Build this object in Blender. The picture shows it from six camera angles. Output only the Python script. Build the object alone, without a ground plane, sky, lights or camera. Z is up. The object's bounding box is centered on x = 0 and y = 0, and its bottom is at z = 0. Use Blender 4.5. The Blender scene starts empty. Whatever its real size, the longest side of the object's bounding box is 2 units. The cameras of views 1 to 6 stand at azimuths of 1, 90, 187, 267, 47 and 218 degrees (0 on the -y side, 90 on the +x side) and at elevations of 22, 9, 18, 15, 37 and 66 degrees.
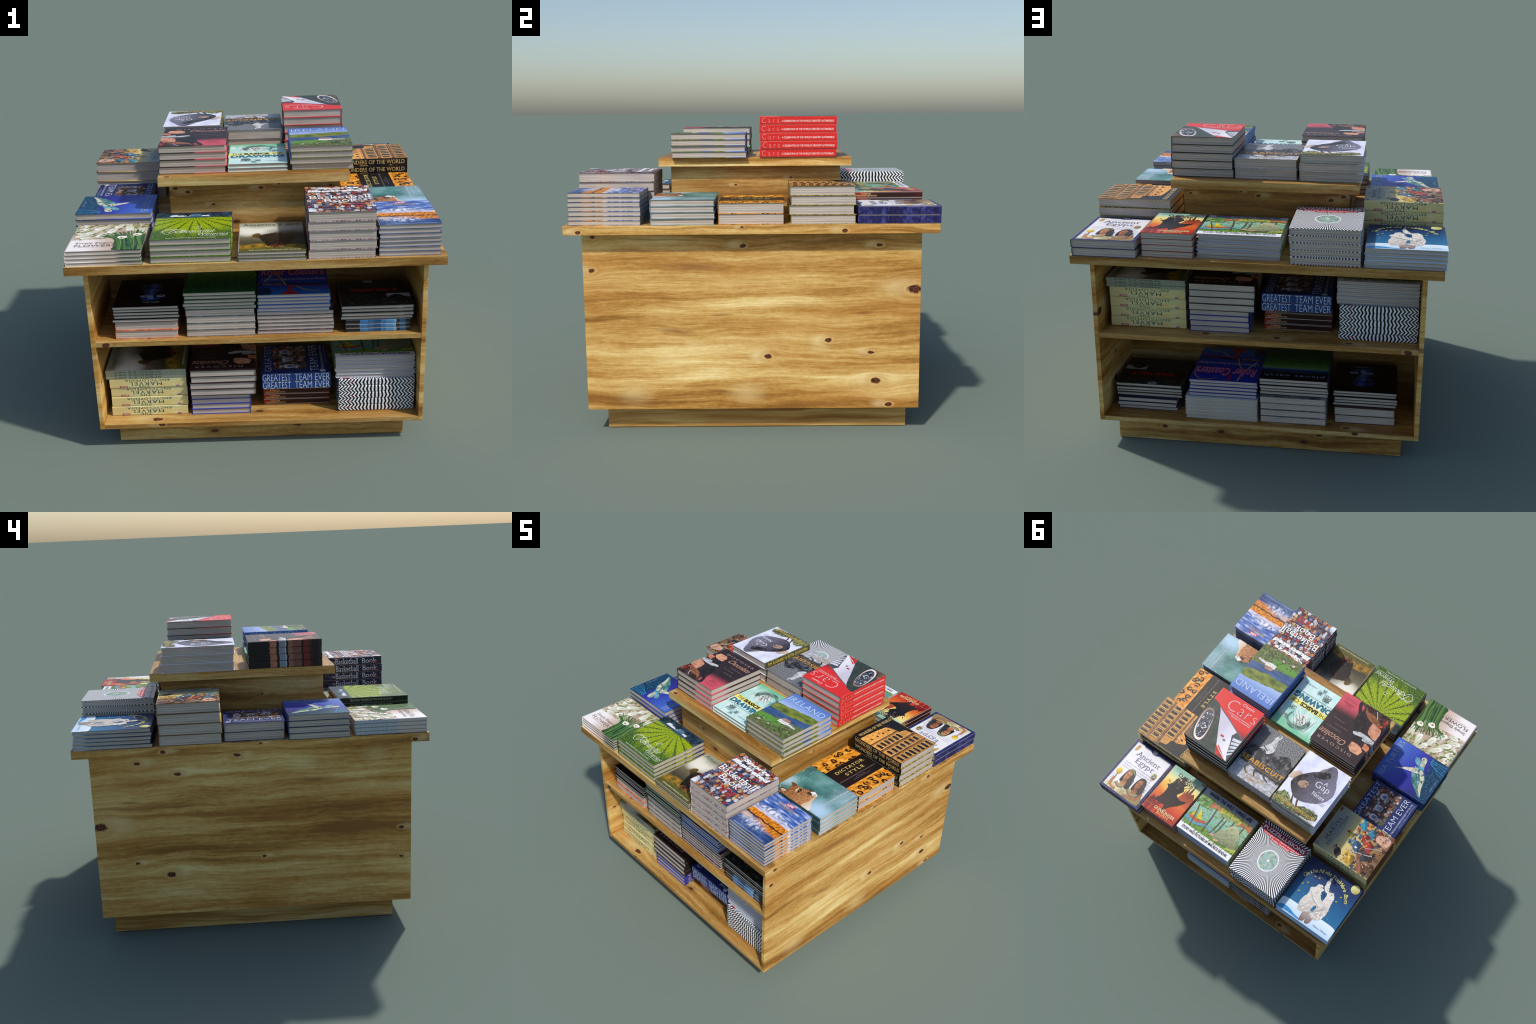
# Wooden two-tier bookshop display table with stacks of large illustrated books.
import bpy, math, random
from mathutils import Vector, geometry

RNG = random.Random(7)
SCENE = bpy.context.scene.collection


# ------------------------------------------------------------------ colour
def lin(c):
    """sRGB 0-255 to linear RGBA."""
    out = []
    for k in c:
        k /= 255.0
        out.append(k / 12.92 if k <= 0.04045 else ((k + 0.055) / 1.055) ** 2.4)
    return (*out, 1.0)


# ------------------------------------------------------------------ node helper
class Art:
    """Small expression helper over a material's node tree."""

    def __init__(self, name, rough=0.40, spec=0.3):
        self.mat = bpy.data.materials.new(name)
        self.mat.use_nodes = True
        self.t = self.mat.node_tree
        self.bsdf = self.t.nodes["Principled BSDF"]
        self.bsdf.inputs["Roughness"].default_value = rough
        self.bsdf.inputs["Specular IOR Level"].default_value = spec
        tc = self.t.nodes.new("ShaderNodeTexCoord")
        self.obj = tc.outputs["Object"]
        s = self.t.nodes.new("ShaderNodeSeparateXYZ")
        self.t.links.new(self.obj, s.inputs[0])
        self.x, self.y, self.z = s.outputs
        self.u, self.v = self.x, self.y

    def frame(self, w, h):
        self.u = self.m("ADD", self.m("DIVIDE", self.x, w), 0.5)
        self.v = self.m("ADD", self.m("DIVIDE", self.y, h), 0.5)
        return self

    def put(self, sock, val):
        if isinstance(val, (int, float)):
            sock.default_value = val
        elif isinstance(val, tuple):
            sock.default_value = val if len(val) == len(sock.default_value) else lin(val)
        else:
            self.t.links.new(val, sock)

    def m(self, op, a, b=None, c=None):
        n = self.t.nodes.new("ShaderNodeMath")
        n.operation = op
        for i, k in enumerate((a, b, c)):
            if k is not None:
                self.put(n.inputs[i], k)
        return n.outputs[0]

    def add(self, a, b): return self.m("ADD", a, b)
    def sub(self, a, b): return self.m("SUBTRACT", a, b)
    def mul(self, a, b): return self.m("MULTIPLY", a, b)
    def inv(self, a): return self.m("SUBTRACT", 1.0, a)

    def ss(self, e0, e1, x):
        if e0 > e1:
            return self.inv(self.ss(e1, e0, x))
        n = self.t.nodes.new("ShaderNodeMapRange")
        n.interpolation_type = "SMOOTHSTEP"
        self.put(n.inputs[0], x)
        n.inputs[1].default_value, n.inputs[2].default_value = e0, e1
        return n.outputs[0]

    def vec(self, a, b, c=0.0):
        n = self.t.nodes.new("ShaderNodeCombineXYZ")
        for i, k in enumerate((a, b, c)):
            self.put(n.inputs[i], k)
        return n.outputs[0]

    def noise(self, scale, sx=1.0, sy=1.0, seed=0.0, detail=3.0, dist=0.0, rough=0.55, u=None, v=None, w=None):
        n = self.t.nodes.new("ShaderNodeTexNoise")
        uu = self.mul(u if u is not None else self.u, sx)
        vv = self.mul(v if v is not None else self.v, sy)
        self.t.links.new(self.vec(uu, vv, w if w is not None else seed), n.inputs["Vector"])
        n.inputs["Scale"].default_value = scale
        n.inputs["Detail"].default_value = detail
        n.inputs["Roughness"].default_value = rough
        n.inputs["Distortion"].default_value = dist
        return n.outputs[0]

    def voro(self, scale, sx=1.0, sy=1.0, seed=0.0, out="Distance", feature="F1", rnd=1.0, u=None, v=None):
        n = self.t.nodes.new("ShaderNodeTexVoronoi")
        n.feature, n.voronoi_dimensions = feature, "2D"
        self.t.links.new(self.vec(self.add(self.mul(u if u is not None else self.u, sx), seed * 3.17), self.add(self.mul(v if v is not None else self.v, sy), seed * 1.91)), n.inputs["Vector"])
        n.inputs["Scale"].default_value = scale
        n.inputs["Randomness"].default_value = rnd
        return n.outputs[out]

    def ramp(self, fac, stops, interp="LINEAR"):
        n = self.t.nodes.new("ShaderNodeValToRGB")
        n.color_ramp.interpolation = interp
        els = n.color_ramp.elements
        while len(els) < len(stops):
            els.new(0.5)
        for e, (p, c) in zip(els, stops):
            e.position, e.color = p, lin(c)
        self.put(n.inputs[0], fac)
        return n.outputs[0]

    def mix(self, fac, a, b):
        n = self.t.nodes.new("ShaderNodeMix")
        n.data_type = "RGBA"
        self.put(n.inputs[0], fac)
        self.put(n.inputs[6], a)
        self.put(n.inputs[7], b)
        return n.outputs[2]

    def warp(self, amount, scale, seed=3.0):
        du = self.mul(self.sub(self.noise(scale, seed=seed), 0.5), amount)
        dv = self.mul(self.sub(self.noise(scale, seed=seed + 9), 0.5), amount)
        return self.add(self.u, du), self.add(self.v, dv)

    def ell(self, cx, cy, rx, ry, soft=0.15, rot=0.0, uv=None):
        u, v = uv or (self.u, self.v)
        a, b = self.sub(u, cx), self.sub(v, cy)
        c, s = math.cos(rot), math.sin(rot)
        p = self.add(self.mul(a, c / rx), self.mul(b, s / rx))
        q = self.sub(self.mul(b, c / ry), self.mul(a, s / ry))
        d = self.m("SQRT", self.add(self.mul(p, p), self.mul(q, q)))
        return self.ss(1 + soft, 1 - soft, d)

    def band(self, lo, hi, soft=0.01, val=None):
        val = val if val is not None else self.v
        return self.mul(self.ss(lo - soft, lo + soft, val), self.ss(hi + soft, hi - soft, val))

    def bump(self, height, strength=0.2, distance=0.002):
        n = self.t.nodes.new("ShaderNodeBump")
        n.inputs["Strength"].default_value = strength
        n.inputs["Distance"].default_value = distance
        self.put(n.inputs["Height"], height)
        self.t.links.new(n.outputs[0], self.bsdf.inputs["Normal"])

    def done(self, col):
        self.put(self.bsdf.inputs["Base Color"], col)
        return self.mat


INKS = {}


def ink_mat(col, var=0.14):
    """A printing ink: one hue with a photographic mottle, or a blend (colour, colour, from, to)."""
    key = (col, var)
    if key not in INKS:
        a = Art("printing_ink")
        seed = float(len(INKS) % 37)
        if var == 0:
            INKS[key] = a.done(lin(col))
            return INKS[key]
        big = a.noise(26.0, seed=seed, detail=5, rough=0.6)
        if isinstance(col[0], tuple):
            c0, c1, (px, py), (qx, qy) = col
            dx, dy = qx - px, qy - py
            n2 = dx * dx + dy * dy
            f = a.add(a.mul(a.sub(a.x, px), dx / n2), a.mul(a.sub(a.y, py), dy / n2))
            f = a.add(f, a.mul(a.sub(big, 0.5), 3.2 * var))
            INKS[key] = a.done(a.ramp(f, [(0.0, c0), (1.0, c1)]))
        else:
            lo = tuple(k * (1 - 1.3 * var) for k in col)
            hi = tuple(k + (255 - k) * var * 0.8 for k in col)
            INKS[key] = a.done(a.ramp(big, [(0.34, lo), (0.5, col), (0.66, hi)]))
    return INKS[key]


# ------------------------------------------------------------------ geometry helpers
def new_object(name, mesh, parent=None):
    o = bpy.data.objects.new(name, mesh)
    SCENE.objects.link(o)
    if parent:
        o.parent = parent
    return o


def mesh_from(name, verts, faces, mats, slots=None, smooth=False):
    me = bpy.data.meshes.new(name)
    me.from_pydata(verts, [], faces)
    for k in mats:
        me.materials.append(k)
    if slots:
        for p, s in zip(me.polygons, slots):
            p.material_index = s
    if smooth:
        for p in me.polygons:
            p.use_smooth = True
    me.update()
    return me


def box_mesh(name, lo, hi, mat, chamfer=0.0025):
    """Board with chamfered edges, in world coordinates."""
    (x0, y0, z0), (x1, y1, z1) = lo, hi
    c = chamfer
    import bmesh
    bm = bmesh.new()
    bmesh.ops.create_cube(bm, size=1.0)
    for v in bm.verts:
        v.co = Vector(((x0 + x1) / 2 + v.co.x * (x1 - x0), (y0 + y1) / 2 + v.co.y * (y1 - y0), (z0 + z1) / 2 + v.co.z * (z1 - z0)))
    if c:
        bmesh.ops.bevel(bm, geom=list(bm.edges), offset=c, segments=2, profile=0.5, affect="EDGES")
    me = bpy.data.meshes.new(name)
    bm.to_mesh(me)
    bm.free()
    me.materials.append(mat)
    return me


def spline(pts, closed=True, steps=6):
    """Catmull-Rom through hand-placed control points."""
    n, out = len(pts), []
    for i in range(n if closed else n - 1):
        p = [pts[(i + k) % n] if closed else pts[max(0, min(n - 1, i + k))] for k in (-1, 0, 1, 2)]
        for j in range(steps):
            t = j / steps
            out.append(tuple(0.5 * (2 * p[1][k] + (p[2][k] - p[0][k]) * t + (2 * p[0][k] - 5 * p[1][k] + 4 * p[2][k] - p[3][k]) * t * t
                                    + (3 * p[1][k] - p[0][k] - 3 * p[2][k] + p[3][k]) * t ** 3) for k in (0, 1)))
    if not closed:
        out.append(pts[-1])
    return out


GLYPHS = {}


def text_mesh(body, bold=0.0, shear=0.0, spacing=1.0):
    key = (body, bold, shear, spacing)
    if key not in GLYPHS:
        cu = bpy.data.curves.new("lettering", "FONT")
        cu.body, cu.size, cu.offset, cu.shear, cu.space_character = body, 1.0, bold, shear, spacing
        cu.resolution_u = 3
        ob = bpy.data.objects.new("lettering", cu)
        SCENE.objects.link(ob)
        bpy.context.view_layer.update()
        me = bpy.data.meshes.new_from_object(ob.evaluated_get(bpy.context.evaluated_depsgraph_get()))
        vs, fs = [tuple(v.co) for v in me.vertices], [tuple(p.vertices) for p in me.polygons]
        GLYPHS[key] = (vs, fs)
        bpy.data.objects.remove(ob)
        bpy.data.curves.remove(cu)
        bpy.data.meshes.remove(me)
    return GLYPHS[key]


def serif_bars(vs, fs, shear):
    """Small slabs beside every flat stem end on the base line, x-height and cap line."""
    lines = [0.0] + [max(v[1] for v in text_mesh(c)[0]) for c in "Hx"]
    use = {}
    for f in fs:
        for p, q in zip(f, f[1:] + f[:1]):
            use[frozenset((p, q))] = use.get(frozenset((p, q)), 0) + 1
    verts, faces = [], []
    for e, n in use.items():
        if n != 1 or len(e) != 2:
            continue
        p, q = (vs[i] for i in e)
        y = p[1]
        near = [l for l in lines if abs(y - l) < 0.012]
        if abs(p[1] - q[1]) > 1e-3 or not near or not 0.03 < abs(p[0] - q[0]) < 0.2:
            continue
        x0, x1 = min(p[0], q[0]), max(p[0], q[0])
        d = 0.045 if near[0] == 0.0 else -0.045
        for a, b in ((x0 - 0.075, x0 + 0.004), (x1 - 0.004, x1 + 0.075)):
            k = len(verts)
            verts += [(a, y, 0), (b, y, 0), (b + shear * d, y + d, 0), (a + shear * d, y + d, 0)]
            faces.append((k, k + 1, k + 2, k + 3))
    return verts, faces


class Ink:
    """Printed pieces laid a hair above a flat panel given in 0..1 coordinates."""
    STEP = 0.00014

    def __init__(self, w, h):
        self.w, self.h = w, h
        self.pieces = {"printed_picture": [], "title_lettering": []}
        self.layer = 1
        self.count = 0

    def up(self, n=1):
        self.layer += n
        return self

    def _add(self, kind, pts2, faces, col, var):
        self.count += 1
        self.pieces[kind].append((pts2, faces, self.layer + self.count * 0.03, col, var))

    def blend(self, col, to, ax):
        if to is None:
            return col
        (u0, v0), (u1, v1) = ax
        return (col, to, ((u0 - 0.5) * self.w, (v0 - 0.5) * self.h), ((u1 - 0.5) * self.w, (v1 - 0.5) * self.h))

    def poly(self, pts, col, smooth=True, var=0.14, kind="printed_picture", to=None, ax=None, rough=0.0):
        """Filled shape; to/ax blend its colour from one point to another, rough frays its outline."""
        q = spline(pts) if smooth else list(pts)
        if rough:
            r = random.Random(len(pts) * 31 + self.count)
            if not smooth:
                q = [(a[0] + (b[0] - a[0]) * j / 6, a[1] + (b[1] - a[1]) * j / 6) for a, b in zip(q, q[1:] + q[:1]) for j in range(6)]
            q = [(a + r.uniform(-rough, rough), b + r.uniform(-rough, rough)) for a, b in q]
        q = [(min(1, max(0, a)), min(1, max(0, b))) for a, b in q]
        tris = geometry.tessellate_polygon([[Vector((a * self.w, b * self.h, 0)) for a, b in q]])
        self._add(kind, q, [tuple(t) for t in tris], self.blend(col, to, ax), var)
        return self

    def dabs(self, pts, n, size, cols, seed, stretch=0.35, rot=0.0, spread=0.4):
        """Many small brush dabs kept inside a shape."""
        q = spline(pts)
        r = random.Random(seed)
        us, vs = [p[0] for p in q], [p[1] for p in q]
        done = tries = 0
        while done < n and tries < n * 8:
            tries += 1
            a, b = r.uniform(min(us), max(us)), r.uniform(min(vs), max(vs))
            inside = False
            for (x0, y0), (x1, y1) in zip(q, q[1:] + q[:1]):
                if (y0 > b) != (y1 > b) and a < (x1 - x0) * (b - y0) / (y1 - y0) + x0:
                    inside = not inside
            if inside:
                g = rot(a, b) if callable(rot) else rot
                self.ell(a, b, size * r.uniform(0.6, 1.5), size * stretch * r.uniform(0.7, 1.3), r.choice(cols), g + r.uniform(-spread, spread), 7, 0.0)
                done += 1
        return self

    def ell(self, cx, cy, rx, ry, col, rot=0.0, n=20, var=0.14, kind="printed_picture"):
        c, s = math.cos(rot), math.sin(rot)
        k = self.w / self.h
        pts = []
        for i in range(n):
            a = math.tau * i / n
            x, y = rx * math.cos(a), ry * math.sin(a) / k
            pts.append((cx + c * x - s * y, cy + (s * x + c * y) * k))
        return self.poly(pts, col, False, var, kind)

    def rect(self, u0, u1, v0, v1, col, var=0.0, kind="printed_picture"):
        return self.poly([(u0, v0), (u1, v0), (u1, v1), (u0, v1)], col, False, var, kind)

    def stroke(self, pts, width, col, taper=1.0, smooth=True, var=0.1, kind="printed_picture"):
        q = spline(pts, False) if smooth and len(pts) > 2 else list(pts)
        left, right = [], []
        for i, p in enumerate(q):
            a, b = q[max(0, i - 1)], q[min(len(q) - 1, i + 1)]
            dx, dy = (b[0] - a[0]) * self.w, (b[1] - a[1]) * self.h
            ln = math.hypot(dx, dy) or 1
            f = i / max(1, len(q) - 1)
            r = width * (1 + (taper - 1) * f) / 2
            nx, ny = -dy / ln * r * self.w, dx / ln * r * self.w
            left.append((p[0] + nx / self.w, p[1] + ny / self.h))
            right.append((p[0] - nx / self.w, p[1] - ny / self.h))
        n = len(q)
        pts2 = [(min(1, max(0, a)), min(1, max(0, b))) for a, b in left + right]
        self._add(kind, pts2, [(i, n + i, n + i + 1, i + 1) for i in range(n - 1)], col, var)
        return self

    def text(self, body, u0, u1, v0, v1, col, bold=0.0, shear=0.0, spacing=1.0, rot=0, kind="title_lettering", serif=False):
        """Letters scaled to fill the box u0..u1, v0..v1; rot turns them in steps of 90 degrees."""
        vs, fs = text_mesh(body, bold, shear, spacing)
        lx, hx = min(v[0] for v in vs), max(v[0] for v in vs)
        ly, hy = min(v[1] for v in vs), max(v[1] for v in vs)
        for vv, ff in ((vs, fs), serif_bars(vs, fs, shear)) if serif else ((vs, fs),):
            pts = []
            for x, y, _ in vv:
                a, b = (x - lx) / (hx - lx), (y - ly) / (hy - ly)
                if rot == 180:
                    a, b = 1 - a, 1 - b
                pts.append((u0 + a * (u1 - u0), v0 + b * (v1 - v0)))
            if ff:
                self._add(kind, pts, ff, col, 0.0)
        return self

    def arc_text(self, body, pts, size, col):
        q = spline(pts, False, 12)
        cum = [0.0]
        for a, b in zip(q, q[1:]):
            cum.append(cum[-1] + math.hypot((b[0] - a[0]) * self.w, (b[1] - a[1]) * self.h))
        for i, ch in enumerate(body):
            if ch == " ":
                continue
            s = cum[-1] * (i + 0.5) / len(body)
            j = max(k for k in range(len(cum)) if cum[k] <= s)
            j = min(j, len(q) - 2)
            ang = math.atan2((q[j + 1][1] - q[j][1]) * self.h, (q[j + 1][0] - q[j][0]) * self.w)
            vs, fs = text_mesh(ch, 0.02, 0.25)
            mx = (min(v[0] for v in vs) + max(v[0] for v in vs)) / 2
            out = []
            for x, y, _ in vs:
                x, y = (x - mx) * size, (y - 0.3) * size
                out.append((q[j][0] + (math.cos(ang) * x - math.sin(ang) * y) / self.w, q[j][1] + (math.sin(ang) * x + math.cos(ang) * y) / self.h))
            self._add("title_lettering", out, fs, col, 0.0)
        return self

    def scatter(self, n, u0, u1, v0, v1, size, cols, seed, stretch=1.0, rot=None, keep=None):
        r = random.Random(seed)
        for _ in range(n):
            a, b = r.uniform(u0, u1), r.uniform(v0, v1)
            s = size * r.uniform(0.6, 1.4)
            ang = r.uniform(0, math.tau) if rot is None else rot + r.uniform(-0.3, 0.3)
            c = r.choice(cols)
            if keep is None or keep(a, b):
                self.ell(a, b, s, s * stretch, c, ang, 8)
        return self

    def meshes(self, place):
        """place(px, py, lift) maps panel metres to book space."""
        out = []
        for kind, items in self.pieces.items():
            if not items:
                continue
            verts, faces, slots, mats = [], [], [], []
            for pts, fs, layer, col, var in items:
                mt = ink_mat(col, var)
                if mt not in mats:
                    mats.append(mt)
                base = len(verts)
                verts += [place((a - 0.5) * self.w, (b - 0.5) * self.h, 0.0003 + layer * self.STEP) for a, b in pts]
                for f in fs:
                    p, q, s = (Vector(verts[base + k]) for k in f[:3])
                    g = tuple(base + k for k in f)
                    want = Vector(place(0, 0, 1)) - Vector(place(0, 0, 0))
                    faces.append(g if (q - p).cross(s - p).dot(want) >= 0 else g[::-1])
                    slots.append(mats.index(mt))
            out.append((kind, mesh_from(kind, verts, faces, mats, slots)))
        return out


# ------------------------------------------------------------------ wood
def wood(name, along, cross, scale_cross=8.0, knots=(), pale=(), dark=(), seed=0.0, thick=None, tone=1.0, specks=True):
    """Honey-coloured pine. along / cross: axis letters of the board's face; knots: (along, cross, radius)."""
    a = Art(name, rough=0.5, spec=0.35)
    ax = {"x": a.x, "y": a.y, "z": a.z}
    third = ({"x", "y", "z"} - {along, cross}).pop()
    p, q0, r = ax[along], ax[cross], ax[third]
    sh = lambda c: tuple(k * tone for k in c)
    wob = a.sub(a.noise(55.0, u=p, v=q0, seed=seed, detail=3), 0.5)
    q = q0
    core = halo = pales = None
    for ka, kc, kr in knots:
        da = a.mul(a.sub(p, ka), 1 / (kr * 1.4))
        dc = a.mul(a.sub(q0, kc), 1 / (kr * 0.85))
        d = a.m("SQRT", a.add(a.mul(da, da), a.mul(dc, dc)))
        q = a.add(q, a.mul(a.mul(a.m("EXPONENT", a.mul(a.mul(d, d), -0.10)), dc), -kr * 0.8))
        e = a.add(d, a.mul(wob, 1.5))
        flare = a.ell(ka - kr * 3.0, kc + kr * 0.5, kr * 3.4, kr * 1.5, 0.95, uv=(p, q0))
        pales = flare if pales is None else a.m("MAXIMUM", pales, flare)
        core = e if core is None else a.m("MINIMUM", core, e)
        halo = d if halo is None else a.m("MINIMUM", halo, d)
    q = a.add(q, a.mul(a.sub(a.noise(1.6, u=p, v=q0, w=a.add(r, seed), detail=2), 0.5), 0.09))
    rr = a.add(a.mul(r, 1.0 if thick is None else thick), seed)
    broad = a.noise(1.0, sx=0.9, sy=scale_cross * 0.55, u=p, v=q, w=rr, detail=2)
    bands = a.noise(1.0, sx=0.55, sy=scale_cross * 1.8, u=p, v=q, w=a.add(rr, 3.3), detail=7, rough=0.68)
    fine = a.noise(1.0, sx=7.0, sy=170.0, u=p, v=q, w=rr, detail=4, rough=0.6)
    mott = a.noise(1.0, sx=26.0, sy=60.0, u=p, v=q, w=rr, detail=4, rough=0.7)
    f = a.add(a.add(a.mul(broad, 0.40), a.mul(bands, 0.62)), a.add(a.mul(fine, 0.20), a.mul(mott, 0.16)))
    col = a.ramp(f, [(0.56, sh(WOOD_D)), (0.645, sh(WOOD_M)), (0.705, sh(WOOD_L)), (0.77, sh(WOOD_H)), (0.85, sh(WOOD_P))])
    line = a.ss(0.62, 0.74, a.noise(1.0, sx=1.0, sy=30.0, u=p, v=q, w=a.add(rr, 7.7), detail=3))
    col = a.mix(a.mul(line, 0.45), col, sh(WOOD_S))
    warm = a.ss(0.45, 0.7, a.noise(2.2, sx=0.8, sy=1.8, u=p, v=q0, w=a.add(rr, 11.0), detail=3))
    col = a.mix(a.mul(warm, 0.30), col, sh((188, 122, 48)))
    blur = a.mul(a.sub(bands, 0.5), 0.10)
    for pa, pc, pr in pale:
        e = a.ell(pa, pc, pr * 1.5, pr, 0.95, uv=(a.add(p, a.mul(wob, 0.03)), a.add(q, blur)))
        col = a.mix(a.mul(e, 0.38), col, sh((246, 222, 160)))
    for pa, pc, pr in dark:
        e = a.ell(pa, pc, pr * 7, pr, 0.95, uv=(p, a.add(q, a.mul(blur, 0.2))))
        col = a.mix(a.mul(e, 0.65), col, sh((132, 78, 34)))
    if specks:  # a few small knots, each with a soft brown halo
        pick = a.t.nodes.new("ShaderNodeSeparateColor")
        a.t.links.new(a.voro(1.0, 2.3, 4.6, seed=seed + 3, u=p, v=q0, out="Color"), pick.inputs[0])
        on = a.ss(0.72, 0.74, pick.outputs[0])
        dist = a.add(a.voro(1.0, 2.3, 4.6, seed=seed + 3, u=p, v=q0), a.mul(wob, 0.05))
        col = a.mix(a.mul(on, a.mul(a.ss(0.20, 0.05, dist), 0.45)), col, sh((150, 96, 44)))
        col = a.mix(a.mul(on, a.mul(a.ss(0.07, 0.035, dist), 0.9)), col, (70, 38, 28))
    if core is not None:
        col = a.mix(a.mul(pales, 0.5), col, sh((246, 222, 162)))
        col = a.mix(a.mul(a.ss(3.6, 1.3, halo), 0.35), col, sh((176, 118, 54)))
        ringy = a.m("PINGPONG", a.mul(core, 1.6), 0.5)
        ring = a.ramp(ringy, [(0.1, (58, 28, 22)), (0.5, (122, 66, 34))])
        col = a.mix(a.mul(a.band(1.25, 1.75, 0.2, core), 0.4), col, sh((236, 196, 120)))
        col = a.mix(a.ss(1.2, 0.8, core), col, ring)
    a.bump(a.add(fine, mott), 0.08, 0.001)
    return a.done(col)


WOOD_D, WOOD_M, WOOD_L, WOOD_H, WOOD_P = (142, 95, 39), (184, 134, 62), (207, 162, 90), (226, 189, 116), (246, 221, 157)
WOOD_S = (126, 82, 38)

EDGE_KNOTS = ((-0.91, 1.127, 0.010), (0.488, 1.129, 0.011), (-0.05, 1.15, 0.006))
side_right = wood("side_panel_pine", "y", "z", knots=((-0.86, 0.91, 0.012), (0.872, 0.80, 0.026), (0.08, 0.43, 0.014), (0.41, 0.52, 0.013), (0.64, 0.45, 0.011), (0.67, 0.29, 0.019), (-0.05, 1.04, 0.012), (0.68, 1.04, 0.011), (-0.85, 1.09, 0.010), (0.74, 0.155, 0.013)),
                  pale=((-0.65, 0.22, 0.05), (-0.04, 0.225, 0.05), (-0.32, 0.5, 0.03), (0.03, 0.44, 0.03), (0.36, 0.51, 0.03), (0.77, 0.31, 0.03), (-0.45, 0.45, 0.04)),
                  dark=((-0.42, 0.58, 0.012), (-0.17, 0.67, 0.006), (0.6, 0.67, 0.006), (-0.3, 0.93, 0.02)), seed=1.0, thick=0.4, specks=False)
side_left = wood("side_panel_pine", "y", "z", knots=((0.873, 0.69, 0.026), (0.42, 0.98, 0.013), (0.64, 1.05, 0.012), (0.49, 0.38, 0.018), (0.68, 0.46, 0.009), (-0.05, 0.46, 0.008), (0.08, 1.07, 0.012), (-0.85, 0.59, 0.011), (-0.85, 0.41, 0.009)),
                 pale=((0.35, 0.99, 0.025), (-0.29, 1.0, 0.04), (0.03, 1.06, 0.02), (-0.7, 1.03, 0.04)),
                 dark=((-0.36, 0.9, 0.012), (0.7, 0.83, 0.006), (0.1, 0.62, 0.008)), seed=5.0, thick=0.4, specks=False)
top_wood = wood("tabletop_pine", "x", "y", scale_cross=6.0, knots=((-0.47, -0.51, 0.012), (-0.75, 0.2, 0.015)), seed=9.0, thick=5.0, tone=0.89)
edge_wood = wood("tabletop_edge_pine", "y", "z", scale_cross=14.0, knots=EDGE_KNOTS, seed=12.0)
front_wood = wood("front_board_pine", "x", "z", scale_cross=12.0, knots=((0.33, 1.386, 0.010), (-0.43, 1.41, 0.012), (0.1, 1.37, 0.014), (-0.33, 1.385, 0.014), (-0.82, 0.665, 0.016), (-0.55, 0.155, 0.012)), seed=15.0, tone=0.85)
back_wood = wood("shelf_board_pine", "x", "y", scale_cross=7.0, knots=((-0.58, -0.86, 0.02), (0.3, 0.83, 0.016), (-0.1, 0.84, 0.013), (-0.5, 0.86, 0.014)), seed=19.0, thick=8.0, tone=0.88)

table = bpy.data.objects.new("display_table", None)
SCENE.objects.link(table)
table["label"] = "two-tier honey pine bookshop display table with open shelves"
table["category"] = "display table"


def board(name, lo, hi, mat, chamfer=0.002):
    return new_object(name, box_mesh(name, lo, hi, mat, chamfer), table)


def tabletop(name, lo, hi):
    """Board whose top shows grain along x and whose rims carry their own strip grain."""
    o = board(name, lo, hi, top_wood, 0.0016)
    me = o.data
    me.materials.append(edge_wood)
    me.materials.append(front_wood)
    for p in me.polygons:
        n = p.normal
        if abs(n.x) > 0.8:
            p.material_index = 1
        elif abs(n.y) > 0.8:
            p.material_index = 2
    return o


X0, X1, Y0, Y1 = -0.902, 0.919, -0.907, 0.905
board("plinth", (-0.809, -0.817, 0.0), (0.825, 0.849, 0.1345), wood("plinth_pine", "x", "z", 14.0, knots=((-0.35, 0.1, 0.012), (0.55, 0.09, 0.012)), seed=23.0, tone=0.88)).data
board("side_panel", (X0, Y0, 0.135), (X0 + 0.0255, Y1, 1.112), side_left)
board("side_panel", (X1 - 0.0255, Y0, 0.135), (X1, Y1, 1.112), side_right)
for z0, z1 in ((0.1345, 0.162), (0.653, 0.682)):
    o = board("shelf", (X0 + 0.0256, Y0 + 0.001, z0), (X1 - 0.0256, Y1 - 0.001, z1), back_wood, 0.0015)
    o.data.materials.append(front_wood)
    for p in o.data.polygons:
        if abs(p.normal.y) > 0.8:
            p.material_index = 1
for z0, z1 in ((0.162, 0.653), (0.682, 1.112)):
    for y in (-0.32, 0.30):
        board("back_panel", (X0 + 0.0256, y, z0), (X1 - 0.0256, y + 0.02, z1), front_wood, 0.0)
tabletop("tabletop", (-0.982, -0.988, 1.112), (0.999, 0.986, 1.161))
riser_front = wood("riser_pine", "x", "z", 9.0, knots=((-0.43, 1.41, 0.010), (-0.36, 1.387, 0.011), (0.05, 1.40, 0.010), (0.15, 1.42, 0.006), (0.44, 1.40, 0.007), (-0.22, 1.31, 0.007)), seed=27.0, tone=0.86)
riser_side = wood("riser_side_pine", "y", "z", 9.0, knots=((0.22, 1.37, 0.007), (-0.1, 1.33, 0.006)), seed=31.0, tone=0.88)
o = board("riser", (-0.463, -0.470, 1.161), (0.480, 0.502, 1.440), riser_front)
o.data.materials.append(riser_side)
for p in o.data.polygons:
    if abs(p.normal.x) > 0.8:
        p.material_index = 1
tabletop("riser_top", (-0.518, -0.534, 1.440), (0.540, 0.562, 1.490))


# ------------------------------------------------------------------ cover designs
TITLES = {}


def title(name, label, spine, **k):
    def deco(fn):
        TITLES[name] = dict(label=label, art=fn, spine=spine, **k)
        return fn
    return deco


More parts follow.
